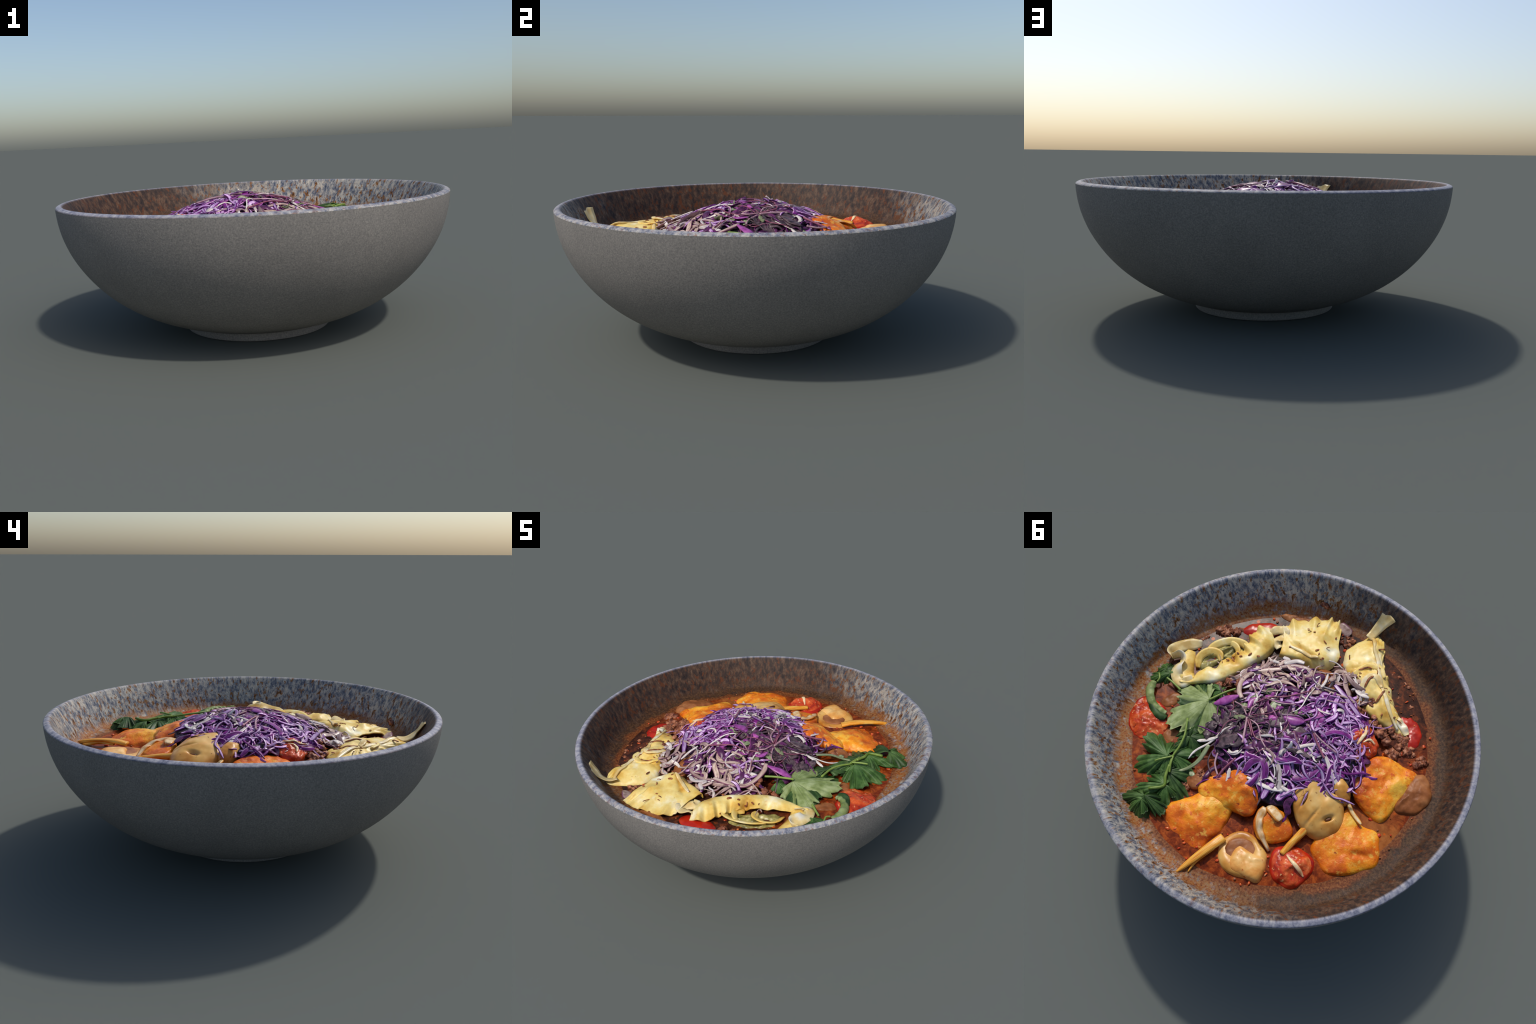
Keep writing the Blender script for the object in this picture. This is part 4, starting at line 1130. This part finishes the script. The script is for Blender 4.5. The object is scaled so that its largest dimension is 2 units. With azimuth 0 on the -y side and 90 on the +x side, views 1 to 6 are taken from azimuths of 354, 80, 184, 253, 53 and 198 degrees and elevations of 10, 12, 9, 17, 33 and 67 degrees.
lay("flower_petal", MAGENTA, [(0.414, -0.066), (0.359, -0.091), (0.294, -0.133)], lambda u: 0.05 * (0.08 + 0.92 * math.sin(math.pi * (0.02 + 0.96 * u)) ** 0.8), thick=0.004, n=24, lift=0.026, taper=0.0, cup=-0.25)
lay("flower_petal", MAGENTA, [(0.216, -0.069), (0.213, -0.116), (0.188, -0.140)], lambda u: 0.034 * (0.08 + 0.92 * math.sin(math.pi * (0.02 + 0.96 * u)) ** 0.8), thick=0.004, n=24, lift=0.026, taper=0.0, cup=-0.2)
lay("flower_petal", MAGENTA, [(0.019, -0.062), (-0.035, -0.059), (-0.090, -0.071)], lambda u: 0.055 * (0.08 + 0.92 * math.sin(math.pi * (0.02 + 0.96 * u)) ** 0.8), thick=0.004, n=24, lift=0.028, taper=0.0, cup=-0.25)
lay("flower_petal", MAGENTA, [(-0.077, -0.071), (-0.144, -0.128), (-0.205, -0.183)], lambda u: 0.016 * (0.08 + 0.92 * math.sin(math.pi * (0.02 + 0.96 * u)) ** 0.8), thick=0.004, n=24, lift=0.026, taper=0.0)
lay("sprout_leaf", DARKLEAF, [(0.292, 0.175), (0.258, 0.141), (0.209, 0.094)], lambda u: 0.066 * (0.08 + 0.92 * math.sin(math.pi * (0.02 + 0.96 * u)) ** 0.8), thick=0.004, n=26, lift=0.028, taper=0.0, cup=-0.12)
lay("sprout_leaf", DARKLEAF, [(-0.003, 0.072), (-0.073, 0.083), (-0.183, 0.101)], lambda u: 0.045 * (0.08 + 0.92 * math.sin(math.pi * (0.02 + 0.96 * u)) ** 0.8), thick=0.004, n=26, lift=0.024, taper=0.0)
lay("sprout_leaf", DARKLEAF, [(0.103, -0.000), (0.020, -0.030), (-0.060, -0.029)], lambda u: 0.06 * (0.08 + 0.92 * math.sin(math.pi * (0.02 + 0.96 * u)) ** 0.8), thick=0.004, n=26, lift=0.020, taper=0.0)
lay("sprout_leaf", PLUM, [(-0.040, -0.333), (-0.057, -0.387), (-0.093, -0.424)], lambda u: 0.055 * (0.08 + 0.92 * math.sin(math.pi * (0.02 + 0.96 * u)) ** 0.8), thick=0.004, n=26, lift=0.022, taper=0.0)
lay("sprout_leaf", GREENLEAF, [(0.102, -0.089), (0.082, -0.127), (0.056, -0.129)], lambda u: 0.055 * (0.08 + 0.92 * math.sin(math.pi * (0.02 + 0.96 * u)) ** 0.8), thick=0.004, n=22, lift=0.022, taper=0.0)
lay("sprout_leaf", GREENLEAF, [(0.274, -0.006), (0.240, -0.008), (0.209, -0.014)], lambda u: 0.03 * (0.08 + 0.92 * math.sin(math.pi * (0.02 + 0.96 * u)) ** 0.8), thick=0.004, n=22, lift=0.026, taper=0.0)
lay("sprout_leaf", GREENLEAF, [(0.397, 0.325), (0.363, 0.342)], lambda u: 0.03 * (0.08 + 0.92 * math.sin(math.pi * (0.02 + 0.96 * u)) ** 0.8), thick=0.004, n=14, lift=0.016, taper=0.0)
for mat, px, r0, lf in ((SPROUT, [(0.201, -0.012), (0.186, 0.057), (0.171, 0.132)], 0.006, 0.030), (SPROUT, [(0.299, -0.092), (0.250, -0.072), (0.209, -0.026)], 0.004, 0.028),
                        (SPROUT, [(0.177, -0.002), (0.127, 0.024), (0.091, 0.084), (0.049, 0.127)], 0.004, 0.030), (SPROUT, [(0.179, -0.098), (0.195, -0.069), (0.192, -0.017)], 0.004, 0.030),
                        (SPROUT_RED, [(0.182, -0.002), (0.126, 0.082), (0.081, 0.095), (0.030, 0.091)], 0.004, 0.028), (SPROUT_RED, [(0.178, 0.212), (0.223, 0.286), (0.259, 0.395)], 0.006, 0.022),
                        (SPROUT, [(0.281, 0.206), (0.275, 0.262), (0.241, 0.314)], 0.005, 0.026), (SPROUT_RED, [(0.138, 0.086), (0.167, 0.037), (0.198, -0.003)], 0.004, 0.030),
                        (SPROUT, [(-0.109, -0.062), (-0.200, -0.006), (-0.295, 0.025)], 0.005, 0.032), (SPROUT_RED, [(-0.126, -0.068), (-0.176, 0.002), (-0.247, 0.078)], 0.006, 0.030),
                        (SPROUT_RED, [(0.190, -0.109), (0.122, -0.164), (0.050, -0.190), (-0.056, -0.274)], 0.004, 0.028), (SPROUT, [(0.159, -0.154), (0.073, -0.140), (-0.015, -0.156)], 0.004, 0.028),
                        (SPROUT, [(-0.057, 0.002), (-0.092, 0.047), (-0.099, 0.088)], 0.004, 0.028), (SPROUT_RED, [(0.181, -0.031), (0.098, -0.061), (0.058, -0.098)], 0.003, 0.030)):
    tube("sprout_stem", mound, [mat], rest(px, lf), r0, n=24, k=7)
